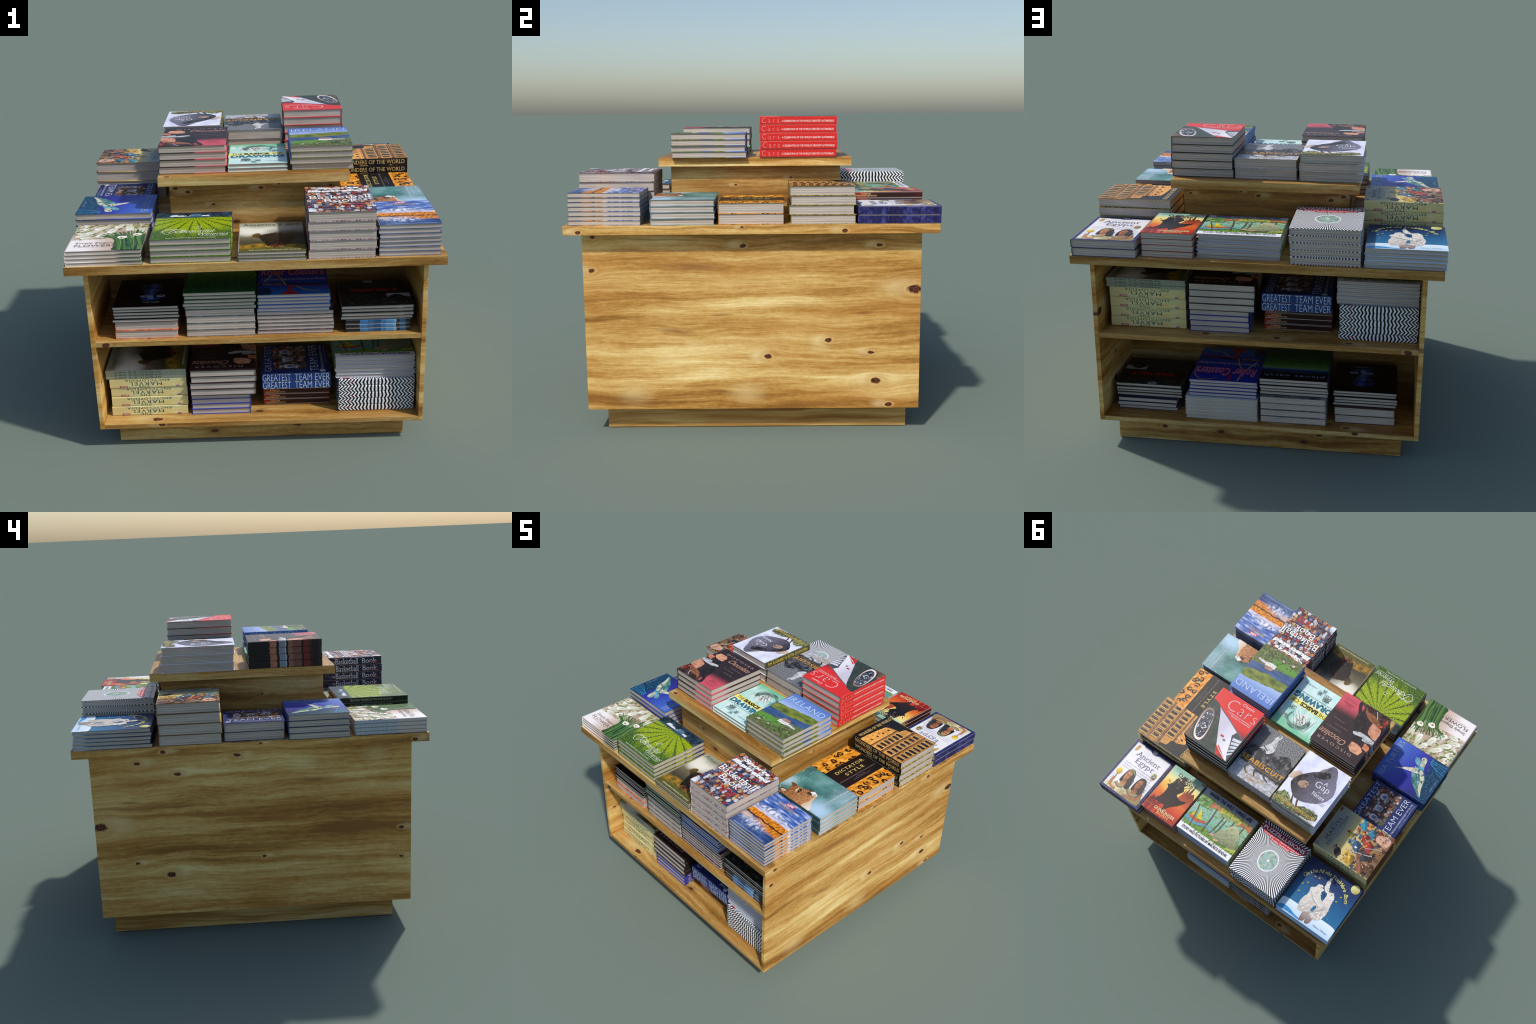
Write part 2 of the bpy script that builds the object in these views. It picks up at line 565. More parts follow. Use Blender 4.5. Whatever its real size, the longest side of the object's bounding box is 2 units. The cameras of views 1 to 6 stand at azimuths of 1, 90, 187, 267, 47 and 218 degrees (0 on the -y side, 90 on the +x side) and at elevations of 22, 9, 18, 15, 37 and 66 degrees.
def plain(col, var=0.1, scale=80.0):
    """Spine in one colour with a faint mottle."""
    def f(a, h, t):
        n = a.noise(scale, u=a.y, v=a.z, detail=3)
        return a.done(a.ramp(n, [(0.3, tuple(k * (1 - var) for k in col)), (0.7, tuple(min(255, k * (1 + var)) for k in col))]))
    return f


def mottled(lo, mid, hi, scale=90.0, sy=0.35):
    def f(a, h, t):
        n = a.noise(scale, sx=1.0, sy=sy, u=a.y, v=a.z, detail=4, rough=0.7)
        return a.done(a.ramp(n, [(0.34, lo), (0.5, mid), (0.66, hi)]))
    return f


def banded(stops):
    """Spine whose colours change along its length; position 0 is the head of the book."""
    def f(a, h, t):
        p = a.sub(0.5, a.mul(a.y, 1 / h))
        p = a.add(p, a.mul(a.sub(a.noise(60.0, u=a.y, v=a.z), 0.5), 0.015))
        bulge = a.mul(a.sub(a.m("ABSOLUTE", a.sub(a.mul(a.z, 2 / t), 1.0)), 0.5), 0.008)
        c = a.ramp(a.add(p, bulge), stops, "CONSTANT")
        n = a.noise(70.0, sx=1.0, sy=0.15, u=a.y, v=a.z, detail=3)
        return a.done(a.mix(a.mul(a.ss(0.45, 0.75, n), 0.28), c, (20, 16, 16)))
    return f


def chevron(a, h, t):
    q = a.m("ABSOLUTE", a.sub(a.mul(a.z, 2 / t), 1.0))
    s = a.m("PINGPONG", a.mul(a.mul(a.y, a.add(1.0, a.mul(q, 0.13))), 46.0), 0.5)
    return a.done(a.mix(a.ss(0.22, 0.28, s), (238, 240, 244), (14, 14, 16)))


SKIN, DARKSKIN, HAIR = (205, 150, 112), (120, 72, 50), (34, 26, 24)


# ---- photo of white callas
def flowers_spine(a, h, t):
    n = a.voro(70.0, u=a.y, v=a.z, feature="DISTANCE_TO_EDGE")
    pat = a.mul(a.ss(0.06, 0.02, n), a.ss(-0.06, -0.02, a.y))
    c = a.mix(a.ss(-0.06, -0.02, a.y), (206, 194, 186), (188, 198, 206))
    return a.done(a.mix(a.mul(pat, 0.8), c, (80, 88, 96)))


def flowers_ink(k):
    green = [(46, 92, 40), (78, 122, 52), (28, 58, 34), (60, 104, 44), (108, 140, 70)]
    # funnel-shaped blooms, each with a green throat and a stem
    k.dabs([(0.02, 0.42), (0.02, 0.98), (0.98, 0.98), (0.98, 0.62), (0.5, 0.46)], 200, 0.03, [(120, 138, 70), (178, 152, 126), (146, 118, 94), (206, 190, 160), (92, 116, 56), (226, 216, 196)], 8, 0.4, 0.9, 0.8)
    for i, (x, y, s, g) in enumerate([(0.14, 0.56, 0.10, 0.3), (0.26, 0.70, 0.12, 0.6), (0.22, 0.47, 0.09, 0.1), (0.40, 0.58, 0.11, 0.9), (0.36, 0.86, 0.12, 0.7), (0.52, 0.76, 0.12, 1.2), (0.60, 0.92, 0.10, 1.0), (0.74, 0.84, 0.12, 1.5), (0.88, 0.92, 0.09, 1.8), (0.92, 0.74, 0.10, 2.0)]):
        c, n = math.cos(g), math.sin(g)

        def at(a, b):
            return (x + 1.15 * c * a * s + 0.62 * n * b * s, y + 1.15 * n * a * s - 0.62 * c * b * s)

        k.poly([at(-0.9, 0.1), at(-0.6, 0.75), at(0.1, 0.8), at(0.7, 0.35), at(1.2, 0.1), at(0.8, -0.25), at(0.1, -0.55), at(-0.7, -0.4)], (186, 192, 150), to=(249, 247, 240), ax=(at(1.0, 0.6), at(-0.6, -0.4)), var=0.14, rough=0.006)
        k.poly([at(-0.6, 0.0), at(-0.1, 0.4), at(0.8, 0.15), at(0.0, -0.1)], (214, 214, 188), var=0.08)
        k.poly([at(0.6, 0.25), at(1.3, 0.15), at(1.5, 0.0), at(0.7, -0.15)], (150, 172, 86), to=(222, 224, 190), ax=(at(1.4, 0), at(0.5, 0)), var=0.08)
    k.up()
    k.poly([(0.64, 0.0), (0.62, 0.16), (0.60, 0.34), (0.56, 0.50), (0.66, 0.46), (0.78, 0.42), (0.92, 0.50), (1.0, 0.56), (1.0, 0.0)], (30, 56, 32), to=(62, 100, 46), ax=((0.95, 0.0), (0.68, 0.45)), rough=0.008)
    r = random.Random(3)
    for i in range(40):
        f = r.random()
        k.stroke([(0.36 + 0.62 * f, 0.62 + 0.18 * f - r.uniform(0, 0.15)), (0.58 + 0.36 * f, 0.44 + r.uniform(-0.04, 0.04)), (0.64 + 0.34 * f, 0.22 + r.uniform(-0.05, 0.05)), (0.66 + 0.36 * f + r.uniform(-0.03, 0.03), -0.01)], r.uniform(0.006, 0.018), r.choice(green), 1.3)
    k.up()
    for x, y, s in ((0.69, 0.46, 0.066), (0.885, 0.555, 0.062)):
        k.poly([(x + s * (1 + 0.16 * math.sin(3 * t)) * math.cos(t), y + s * 0.82 * math.sin(t)) for t in [math.tau * j / 10 for j in range(10)]], (226, 226, 214), to=(252, 252, 248), ax=((x, y - s), (x, y + s)), var=0.06)
        k.ell(x - 0.004, y - 0.004, s * 0.48, s * 0.36, (232, 208, 130)).ell(x - 0.008, y - 0.01, s * 0.24, s * 0.2, (156, 98, 28))
    k.up().text("Simply Elegant", 0.10, 0.62, 0.235, 0.305, (120, 104, 96)).text("FLOWERS", 0.10, 0.64, 0.145, 0.215, (112, 98, 92)).text("A RISING SEASONAL BOUQUET", 0.14, 0.58, 0.115, 0.13, (140, 124, 116))


@title("flowers", "white square book with calla lilies on its cover", flowers_spine, ink=flowers_ink, board=(0.0012, 0.0035))
def _(a):
    gravel = a.ramp(a.voro(46.0, out="Color") if False else a.noise(60.0, detail=4, rough=0.8), [(0.35, (150, 118, 92)), (0.65, (216, 190, 166))])
    leaf = a.ramp(a.noise(5.0, sx=2.5, seed=2.0), [(0.35, (132, 152, 74)), (0.5, (224, 222, 198)), (0.68, (248, 246, 238))])
    c = a.mix(a.ss(0.40, 0.62, a.noise(4.0, seed=8.0)), gravel, leaf)
    uu, vv = a.warp(0.1, 4.0)
    c = a.mix(a.mul(a.ss(0.42, 0.38, a.add(vv, a.mul(a.u, -0.08))), a.ss(0.74, 0.70, a.add(uu, a.mul(a.v, 0.2)))), c, a.mix(a.ss(0.2, 0.6, uu), (246, 240, 238), (208, 184, 166)))
    return a.done(a.mix(a.ell(0.92, 0.06, 0.24, 0.32, 0.3, uv=(uu, vv)), c, (34, 66, 36)))


# ---- vineyard
def wineries_ink(k):
    k.poly([(0.18, 0.84), (0.20, 0.90), (0.27, 0.91), (0.30, 0.88), (0.36, 0.89), (0.37, 0.84)], (232, 236, 240), False)
    k.rect(0.37, 0.46, 0.845, 0.88, (226, 232, 238), 0.1)
    k.poly([(0.44, 0.80), (0.60, 0.80), (0.585, 0.92), (0.455, 0.92)], (84, 124, 150), False)
    k.rect(0.60, 0.70, 0.83, 0.88, (214, 224, 232), 0.1)
    k.poly([(0.40, 0.84), (0.66, 0.84), (0.66, 0.79), (0.40, 0.79)], (52, 82, 104), False)
    k.scatter(36, 0.0, 0.42, 0.84, 0.99, 0.022, [(22, 44, 30), (30, 58, 38), (18, 34, 40)], 4, keep=lambda a, b: abs(a - 0.28) > 0.1 or b > 0.93)
    k.up(2)
    for p, wd in (([(0.12, 0.24), (0.20, 0.36), (0.30, 0.28), (0.20, 0.18), (0.14, 0.30), (0.32, 0.36)], 0.007), ([(0.22, 0.22), (0.30, 0.34), (0.40, 0.30), (0.30, 0.26), (0.36, 0.20)], 0.008), ([(0.55, 0.40), (0.62, 0.46), (0.60, 0.37), (0.52, 0.39)], 0.006)):
        k.stroke(p, wd, (236, 240, 226), var=0.0, kind="title_lettering")
    k.text("Beautiful", 0.36, 0.80, 0.22, 0.33, (240, 244, 230), -0.012, 0.4).text("Wineries", 0.60, 0.975, 0.115, 0.205, (240, 244, 230), -0.012, 0.4)
    k.text("OF THE WINE COUNTRY", 0.62, 0.96, 0.083, 0.102, (226, 230, 216)).text("PHOTOGRAPHY BY CHARLES O'REAR", 0.20, 0.82, 0.028, 0.05, (232, 236, 224))
    k.text("PRODUCED BY THOMAS AND DANIELLE", 0.02, 0.045, 0.1, 0.11, (226, 230, 216))


def vines_spine_ink(k):
    k.text("BEAUTIFUL WINERIES OF THE WINE COUNTRY", 0.18, 0.78, 0.32, 0.68, (176, 196, 150))


@title("wineries", "green hardcover book with a vineyard on its cover", mottled((8, 14, 10), (14, 30, 18), (44, 70, 34)), ink=wineries_ink, spine_ink=vines_spine_ink, board=(0.0016, 0.0056))
def _(a):
    du, dv = a.sub(a.u, 0.51), a.sub(a.v, 0.84)
    ang = a.m("ARCTAN2", du, a.mul(dv, -1.0))
    wig = a.mul(a.sub(a.noise(26.0, detail=4), 0.5), 0.30)
    row = a.m("PINGPONG", a.add(a.mul(ang, 3.3), a.add(wig, 0.25)), 0.5)
    leaf = a.ramp(a.noise(48.0, detail=4, rough=0.7), [(0.36, (84, 118, 10)), (0.5, (146, 172, 16)), (0.64, (196, 204, 44))])
    tick = a.ss(0.42, 0.60, a.noise(34.0, sx=2.4, sy=0.8, seed=4.0, detail=2))
    c = a.mix(a.mul(a.ss(0.22, 0.06, row), tick), leaf, (28, 44, 26))
    c = a.mix(a.mul(a.ss(0.05, 0.02, row), 0.8), c, (34, 44, 34))
    deep = a.ramp(a.noise(40.0, detail=5, rough=0.75, seed=1.0), [(0.36, (14, 36, 16)), (0.5, (58, 96, 26)), (0.64, (128, 150, 48))])
    rim = a.m("ABSOLUTE", a.sub(a.u, 0.5))
    c = a.mix(a.ss(0.62, 0.26, a.add(a.sub(a.v, a.mul(rim, 0.35)), a.mul(a.noise(7.0, seed=6.0, detail=3), 0.5))), c, deep)
    vv = a.add(a.v, a.mul(a.sub(a.noise(14.0, seed=3.0), 0.5), 0.06))
    sky = a.ramp(a.noise(9.0, seed=7.0, detail=4), [(0.36, (22, 34, 50)), (0.5, (38, 56, 80)), (0.64, (52, 84, 100))])
    return a.done(a.mix(a.ss(0.77, 0.82, vv), c, sky))


# ---- painted landscape with a dark bull
def painting_ink(k):
    body = [(0.34, 0.40), (0.30, 0.50), (0.36, 0.56), (0.46, 0.60), (0.58, 0.62), (0.66, 0.58), (0.80, 0.50), (0.86, 0.42), (0.80, 0.34), (0.74, 0.24), (0.62, 0.20), (0.56, 0.12), (0.52, 0.22), (0.44, 0.18), (0.40, 0.28)]
    k.poly(body, (24, 20, 18), to=(58, 46, 36), ax=((0.5, 0.25), (0.7, 0.6)), rough=0.006).dabs(body, 70, 0.03, [(20, 17, 16), (44, 34, 27), (66, 50, 38)], 4, rot=0.4)
    k.poly([(0.22, 0.50), (0.28, 0.47), (0.34, 0.52), (0.33, 0.60), (0.26, 0.61), (0.21, 0.56)], (120, 94, 44), to=(60, 46, 28), ax=((0.22, 0.6), (0.34, 0.5)), rough=0.006)
    k.stroke([(0.62, 0.30), (0.66, 0.24), (0.64, 0.17)], 0.02, (140, 48, 30)).scatter(16, 0.5, 0.7, 0.12, 0.22, 0.014, [(150, 52, 34), (60, 40, 30), (96, 62, 40)], 5)
    k.up().text("America's Art", 0.06, 0.94, 0.885, 0.965, (92, 96, 84), spacing=1.1, serif=True).text("SMITHSONIAN AMERICAN ART MUSEUM", 0.16, 0.92, 0.03, 0.056, (232, 226, 196))


def painting_spine_ink(k):
    k.text("AMERICA'S ART", 0.1, 0.7, 0.2, 0.8, (58, 72, 62), rot=180)


@title("landscape_painting", "thin art book with a stormy landscape painting", plain((150, 160, 138), 0.08), ink=painting_ink, spine_ink=painting_spine_ink, board=(0.0011, 0.0035))
def _(a):
    uu, vv = a.warp(0.22, 3.0)
    sky = a.ramp(vv, [(0.30, (70, 66, 48)), (0.5, (118, 112, 88)), (0.62, (176, 174, 152)), (0.75, (214, 214, 198)), (0.95, (156, 160, 138))])
    c = a.mix(a.ell(0.25, 0.70, 0.30, 0.12, 0.8, uv=(uu, vv)), sky, (240, 238, 226))
    c = a.mix(a.ell(0.82, 0.52, 0.32, 0.22, 0.7, uv=(uu, vv)), c, (66, 64, 54))
    c = a.mix(a.ss(0.30, 0.22, a.add(vv, a.mul(a.u, 0.06))), c, a.ramp(a.noise(18.0, sx=0.6), [(0.35, (92, 78, 24)), (0.6, (172, 130, 42))]))
    return a.done(a.mix(a.ss(0.12, 0.05, a.add(vv, a.mul(a.u, -0.05))), c, a.ramp(a.noise(40.0), [(0.4, (58, 60, 26)), (0.62, (116, 112, 48))])))


# ---- crowd of players
CROWD = [(188, 128, 92), (128, 74, 52), (206, 156, 120), (196, 42, 42), (222, 120, 44), (236, 236, 238), (60, 88, 150), (214, 180, 90), (150, 40, 44), (92, 56, 42)]


def basketball_ink(k):
    r = random.Random(21)
    kit = [(168, 44, 44), (196, 118, 56), (206, 206, 214), (190, 190, 200), (64, 84, 128), (190, 160, 96), (120, 44, 50), (54, 62, 92)]
    skins = [(176, 122, 90), (122, 76, 56), (192, 144, 112), (96, 60, 46)]
    for j in range(12):
        for i in range(13):
            x, y = (i + 0.5 + r.uniform(-0.3, 0.3)) / 13, (j + 0.42 + r.uniform(-0.2, 0.2)) / 12
            body, skin = r.choice(kit), r.choice(skins)
            t = r.uniform(-0.5, 0.5)
            k.poly([(x - 0.026, y - 0.045), (x + 0.026, y - 0.045), (x + 0.032 + 0.02 * t, y + 0.012), (x + 0.012, y + 0.022), (x - 0.012, y + 0.022), (x - 0.032 + 0.02 * t, y + 0.012)], body, var=0.4, rough=0.004)
            for s in (-1, 1):
                k.stroke([(x + s * 0.026, y + 0.008), (x + s * r.uniform(0.04, 0.06), y + r.uniform(-0.03, 0.02)), (x + s * r.uniform(0.03, 0.07), y + r.uniform(-0.03, 0.06))], 0.013, skin, var=0.25)
            k.ell(x, y + 0.036, 0.014, 0.018, skin, 0, 9, 0.25).ell(x, y + 0.044, 0.013, 0.010, (40, 28, 24), 0, 8, 0.2)
            if r.random() < 0.35:
                k.ell(x + r.uniform(-0.05, 0.05), y + r.uniform(-0.03, 0.05), 0.012, 0.012, (190, 106, 56), 0, 9)
    k.poly([(0.0, 0.0), (0.10, 0.0), (0.11, 0.10), (0.05, 0.13), (0.0, 0.12)], (228, 232, 240), var=0.25, rough=0.01)
    k.up(2)
    k.text("Sports", 0.17, 0.85, 0.845, 0.955, (14, 20, 40), 0.075, 0.12).text("Illustrated", 0.02, 0.98, 0.745, 0.845, (14, 20, 40), 0.075, 0.12)
    k.up().text("Sports", 0.18, 0.84, 0.852, 0.948, (246, 246, 248), 0.055, 0.12).text("Illustrated", 0.03, 0.97, 0.752, 0.838, (246, 246, 248), 0.055, 0.12)
    k.text("THE", 0.16, 0.30, 0.615, 0.65, (240, 240, 244), 0.01).text("Basketball", 0.05, 0.96, 0.475, 0.61, (246, 246, 248), 0.0, serif=True).text("Book", 0.26, 0.76, 0.335, 0.46, (246, 246, 248), 0.0, serif=True)
    k.stroke([(0.50, 0.27), (0.58, 0.23), (0.70, 0.26), (0.85, 0.22)], 0.035, (176, 38, 46))


def basketball_spine_ink(k):
    r = random.Random(5)
    for i in range(170):
        k.ell(r.random(), r.uniform(0.08, 0.92), r.uniform(0.006, 0.016), r.uniform(0.005, 0.010), r.choice(CROWD + [(226, 226, 232), (176, 120, 92)]), r.uniform(0, 3), 7, 0.0)
    k.up().text("Basketball", 0.26, 0.62, 0.14, 0.90, (240, 240, 244), serif=True).text("Book", 0.69, 0.92, 0.20, 0.85, (240, 240, 244), serif=True)
    k.text("THE", 0.19, 0.25, 0.3, 0.6, (240, 240, 244)).stroke([(0.80, 0.2), (0.88, 0.35), (0.97, 0.15)], 0.012, (176, 38, 46))


@title("basketball", "thick navy book crowded with players and white lettering", mottled((16, 24, 50), (30, 44, 80), (110, 60, 50), 60.0, 1.0), ink=basketball_ink, spine_ink=basketball_spine_ink, board=(0.0014, 0.0056))
def _(a):
    n = a.noise(12.0, detail=4, rough=0.6)
    edge = a.ramp(a.noise(18.0, seed=4.0, detail=4), [(0.36, (40, 52, 84)), (0.46, (186, 140, 120)), (0.52, (206, 206, 214)), (0.58, (170, 60, 58)), (0.66, (54, 68, 108))])
    rim = a.m("MINIMUM", a.m("MINIMUM", a.u, a.inv(a.u)), a.m("MINIMUM", a.v, a.inv(a.v)))
    c = a.ramp(n, [(0.35, (26, 38, 66)), (0.6, (52, 74, 116))])
    return a.done(a.mix(a.ss(0.008, 0.005, rim), c, edge))


# ---- mountain lake
def lake_ink(k):
    k.rect(0.40, 0.60, 0.895, 0.955, (206, 34, 48)).up().text("LIFE", 0.425, 0.575, 0.905, 0.945, (250, 246, 246), 0.03)
    k.text("AMERICA", 0.24, 0.76, 0.82, 0.875, (202, 164, 92)).text("THE BEAUTIFUL", 0.36, 0.66, 0.795, 0.812, (206, 172, 104))
    k.text("A PHOTOGRAPHIC CELEBRATION OF OUR NATION'S NATURAL TREASURES", 0.10, 0.92, 0.02, 0.038, (216, 224, 236))


@title("lake", "blue paperback book with snowy mountains and golden trees", plain((28, 40, 84)), ink=lake_ink, board=(0.0010, 0.0035))
def _(a):
    vv = a.add(a.v, a.mul(a.sub(a.noise(6.0, seed=4.0, detail=4), 0.5), 0.09))
    streak = a.noise(4.0, sx=0.9, sy=5.0, seed=2.0, detail=5, u=a.add(a.u, a.mul(a.v, 0.6)))
    sky = a.ramp(streak, [(0.36, (44, 74, 150)), (0.52, (88, 120, 188)), (0.66, (190, 200, 230))])
    peak = a.noise(11.0, sx=1.4, seed=1.0, detail=5, rough=0.6, dist=0.6)
    rock = a.ramp(peak, [(0.36, (70, 88, 136)), (0.48, (150, 164, 198)), (0.56, (226, 228, 240)), (0.66, (244, 240, 242))])
    cloud = a.ramp(a.noise(5.0, sx=0.7, sy=4.0, seed=9.0, detail=4), [(0.38, (150, 156, 196)), (0.5, (206, 200, 216)), (0.64, (242, 226, 226))])
    gold = a.ramp(a.noise(20.0, sx=1.2, sy=0.9, detail=4, rough=0.65, seed=3.0), [(0.34, (122, 62, 10)), (0.48, (206, 116, 16)), (0.6, (240, 160, 36)), (0.7, (246, 190, 84))])
    water = a.ramp(a.noise(4.0, sx=0.6, sy=4.0, seed=5.0, detail=4), [(0.36, (28, 50, 100)), (0.64, (78, 106, 160))])
    ridge = a.add(vv, a.mul(a.m("ABSOLUTE", a.sub(a.u, 0.42)), 0.28))
    c = a.mix(a.ss(0.735, 0.725, a.add(ridge, a.mul(a.noise(9.0, seed=8.0, detail=4), 0.05))), sky, rock)
    c = a.mix(a.ss(0.615, 0.56, a.add(vv, a.mul(a.noise(6.0, sy=2.0, seed=8.0), 0.06))), c, cloud)
    c = a.mix(a.ss(0.515, 0.50, a.add(vv, a.mul(a.noise(22.0, seed=5.0), 0.05))), c, gold)
    c = a.mix(a.ss(0.375, 0.36, vv), c, (46, 30, 30))
    low = a.mix(a.mul(a.ss(0.30, 0.46, a.add(a.u, a.mul(streak, 0.1))), a.ss(0.17, 0.25, vv)), water, gold)
    low = a.mix(a.mul(a.ell(0.38, 0.20, 0.28, 0.10, 0.6, uv=(a.u, vv)), 0.8), low, rock)
    low = a.mix(a.mul(a.ell(0.12, 0.28, 0.14, 0.05, 0.8, uv=(a.u, vv)), 0.8), low, (230, 196, 170))
    return a.done(a.mix(a.ss(0.345, 0.335, vv), c, low))


# ---- cougar in snowfall
def cougar_ink(k):
    k.scatter(46, 0.0, 1.0, 0.05, 1.0, 0.008, [(222, 234, 238), (180, 206, 208)], 8)
    head = [(0.0, 0.28), (0.0, 0.84), (0.07, 0.86), (0.13, 0.80), (0.22, 0.83), (0.32, 0.84), (0.36, 0.78), (0.385, 0.68), (0.42, 0.60), (0.455, 0.54), (0.47, 0.49), (0.455, 0.43), (0.41, 0.395), (0.34, 0.385), (0.24, 0.37), (0.14, 0.32), (0.06, 0.26)]
    k.poly(head, (196, 138, 88), to=(140, 88, 52), ax=((0.15, 0.35), (0.25, 0.85)), rough=0.006)
    k.poly([(0.02, 0.80), (0.04, 0.90), (0.09, 0.93), (0.135, 0.88), (0.14, 0.79)], (118, 78, 50), rough=0.004).poly([(0.045, 0.82), (0.07, 0.89), (0.11, 0.87), (0.115, 0.81)], (216, 196, 172)).poly([(0.30, 0.82), (0.355, 0.90), (0.385, 0.86), (0.37, 0.79)], (104, 70, 46), rough=0.004)
    k.dabs(head, 220, 0.016, [(206, 150, 100), (172, 112, 66), (132, 84, 50), (222, 172, 126), (110, 72, 46)], 9, 0.3, lambda a, b: 2.2 - a * 2)
    k.poly([(0.0, 0.26), (0.0, 0.40), (0.08, 0.42), (0.16, 0.40), (0.26, 0.41), (0.34, 0.42), (0.36, 0.39), (0.24, 0.36), (0.14, 0.31), (0.06, 0.25)], (236, 226, 212), to=(212, 180, 146), ax=((0.1, 0.28), (0.12, 0.42)), rough=0.006)
    k.poly([(0.36, 0.50), (0.40, 0.53), (0.455, 0.525), (0.47, 0.49), (0.455, 0.435), (0.41, 0.40), (0.365, 0.42)], (242, 238, 232), to=(206, 186, 166), ax=((0.44, 0.46), (0.36, 0.46)), rough=0.003)
    k.poly([(0.22, 0.655), (0.28, 0.69), (0.34, 0.69), (0.345, 0.655), (0.28, 0.645)], (30, 22, 20)).poly([(0.20, 0.70), (0.27, 0.725), (0.34, 0.72), (0.27, 0.70)], (228, 206, 180)).ell(0.29, 0.668, 0.013, 0.012, (170, 130, 60))
    k.poly([(0.435, 0.585), (0.465, 0.555), (0.474, 0.51), (0.455, 0.515), (0.43, 0.55)], (64, 40, 36)).poly([(0.34, 0.55), (0.38, 0.56), (0.40, 0.52), (0.36, 0.47), (0.335, 0.50)], (60, 40, 32), var=0.3, rough=0.005).stroke([(0.36, 0.445), (0.41, 0.435), (0.46, 0.452)], 0.010, (54, 38, 32))
    k.up().text("The Animal Dialogues", 0.26, 0.97, 0.165, 0.215, (206, 224, 226), serif=True).text("UNCOMMON ENCOUNTERS IN THE WILD", 0.36, 0.96, 0.13, 0.148, (186, 210, 214)).text("Craig Childs", 0.60, 0.96, 0.03, 0.075, (206, 224, 226), serif=True)


def cougar_spine_ink(k):
    k.text("THE ANIMAL DIALOGUES", 0.42, 0.86, 0.3, 0.7, (130, 168, 164)).text("CHILDS", 0.05, 0.2, 0.3, 0.7, (130, 168, 164))


@title("cougar", "teal hardcover book with a cougar in falling snow", mottled((30, 40, 42), (46, 78, 80), (70, 112, 112)), ink=cougar_ink, spine_ink=cougar_spine_ink)
def _(a):
    n = a.noise(2.6, detail=2)
    c = a.ramp(n, [(0.32, (52, 92, 92)), (0.5, (84, 138, 134)), (0.68, (116, 162, 160))])
    c = a.mix(a.ell(0.14, 0.16, 0.22, 0.24, 0.8), c, (178, 210, 232))
    c = a.mix(a.mul(a.ell(0.36, 0.98, 0.14, 0.12, 0.8), 0.8), c, (190, 216, 230))
    return a.done(a.mix(a.mul(a.ell(0.78, 0.12, 0.3, 0.14, 0.9), 0.55), c, (170, 196, 212)))


# ---- leopard print
def leopard_ink(k):
    k.rect(0.0, 1.0, 0.265, 0.715, (24, 20, 21)).up()
    k.text("DICTATOR", 0.17, 0.90, 0.575, 0.635, (214, 198, 112), 0.006, spacing=1.15, serif=True).text("STYLE", 0.30, 0.77, 0.465, 0.525, (214, 198, 112), 0.006, spacing=1.25, serif=True)
    k.text("LIFESTYLES OF THE WORLD'S MOST COLORFUL DESPOTS", 0.03, 0.97, 0.398, 0.416, (150, 146, 138)).text("BY PETER YORK", 0.40, 0.64, 0.355, 0.37, (120, 118, 112)).text("FOREWORD BY DOUGLAS COUPLAND", 0.30, 0.74, 0.325, 0.34, (120, 118, 112))


@title("leopard", "leopard-print hardcover book with a black band", plain((22, 20, 20)), ink=leopard_ink, board=(0.0016, 0.0056))
def _(a):
    uu, vv = a.warp(0.09, 8.0)
    d = a.voro(6.2, sx=1.0, sy=1.15, u=uu, v=vv, rnd=0.75)
    brk = a.noise(11.0, seed=5.0, detail=2)
    ring = a.mul(a.band(0.15, 0.33, 0.06, d), a.ss(0.36, 0.46, brk))
    fur = a.ramp(a.noise(5.0, sx=1.6, sy=5.0, seed=1.0, detail=5), [(0.36, (196, 110, 18)), (0.52, (232, 156, 40)), (0.66, (248, 200, 104))])
    c = a.mix(a.mul(a.ss(0.24, 0.10, d), 0.6), fur, (176, 88, 18))
    return a.done(a.mix(a.ss(0.30, 0.52, ring), c, (24, 15, 12)))


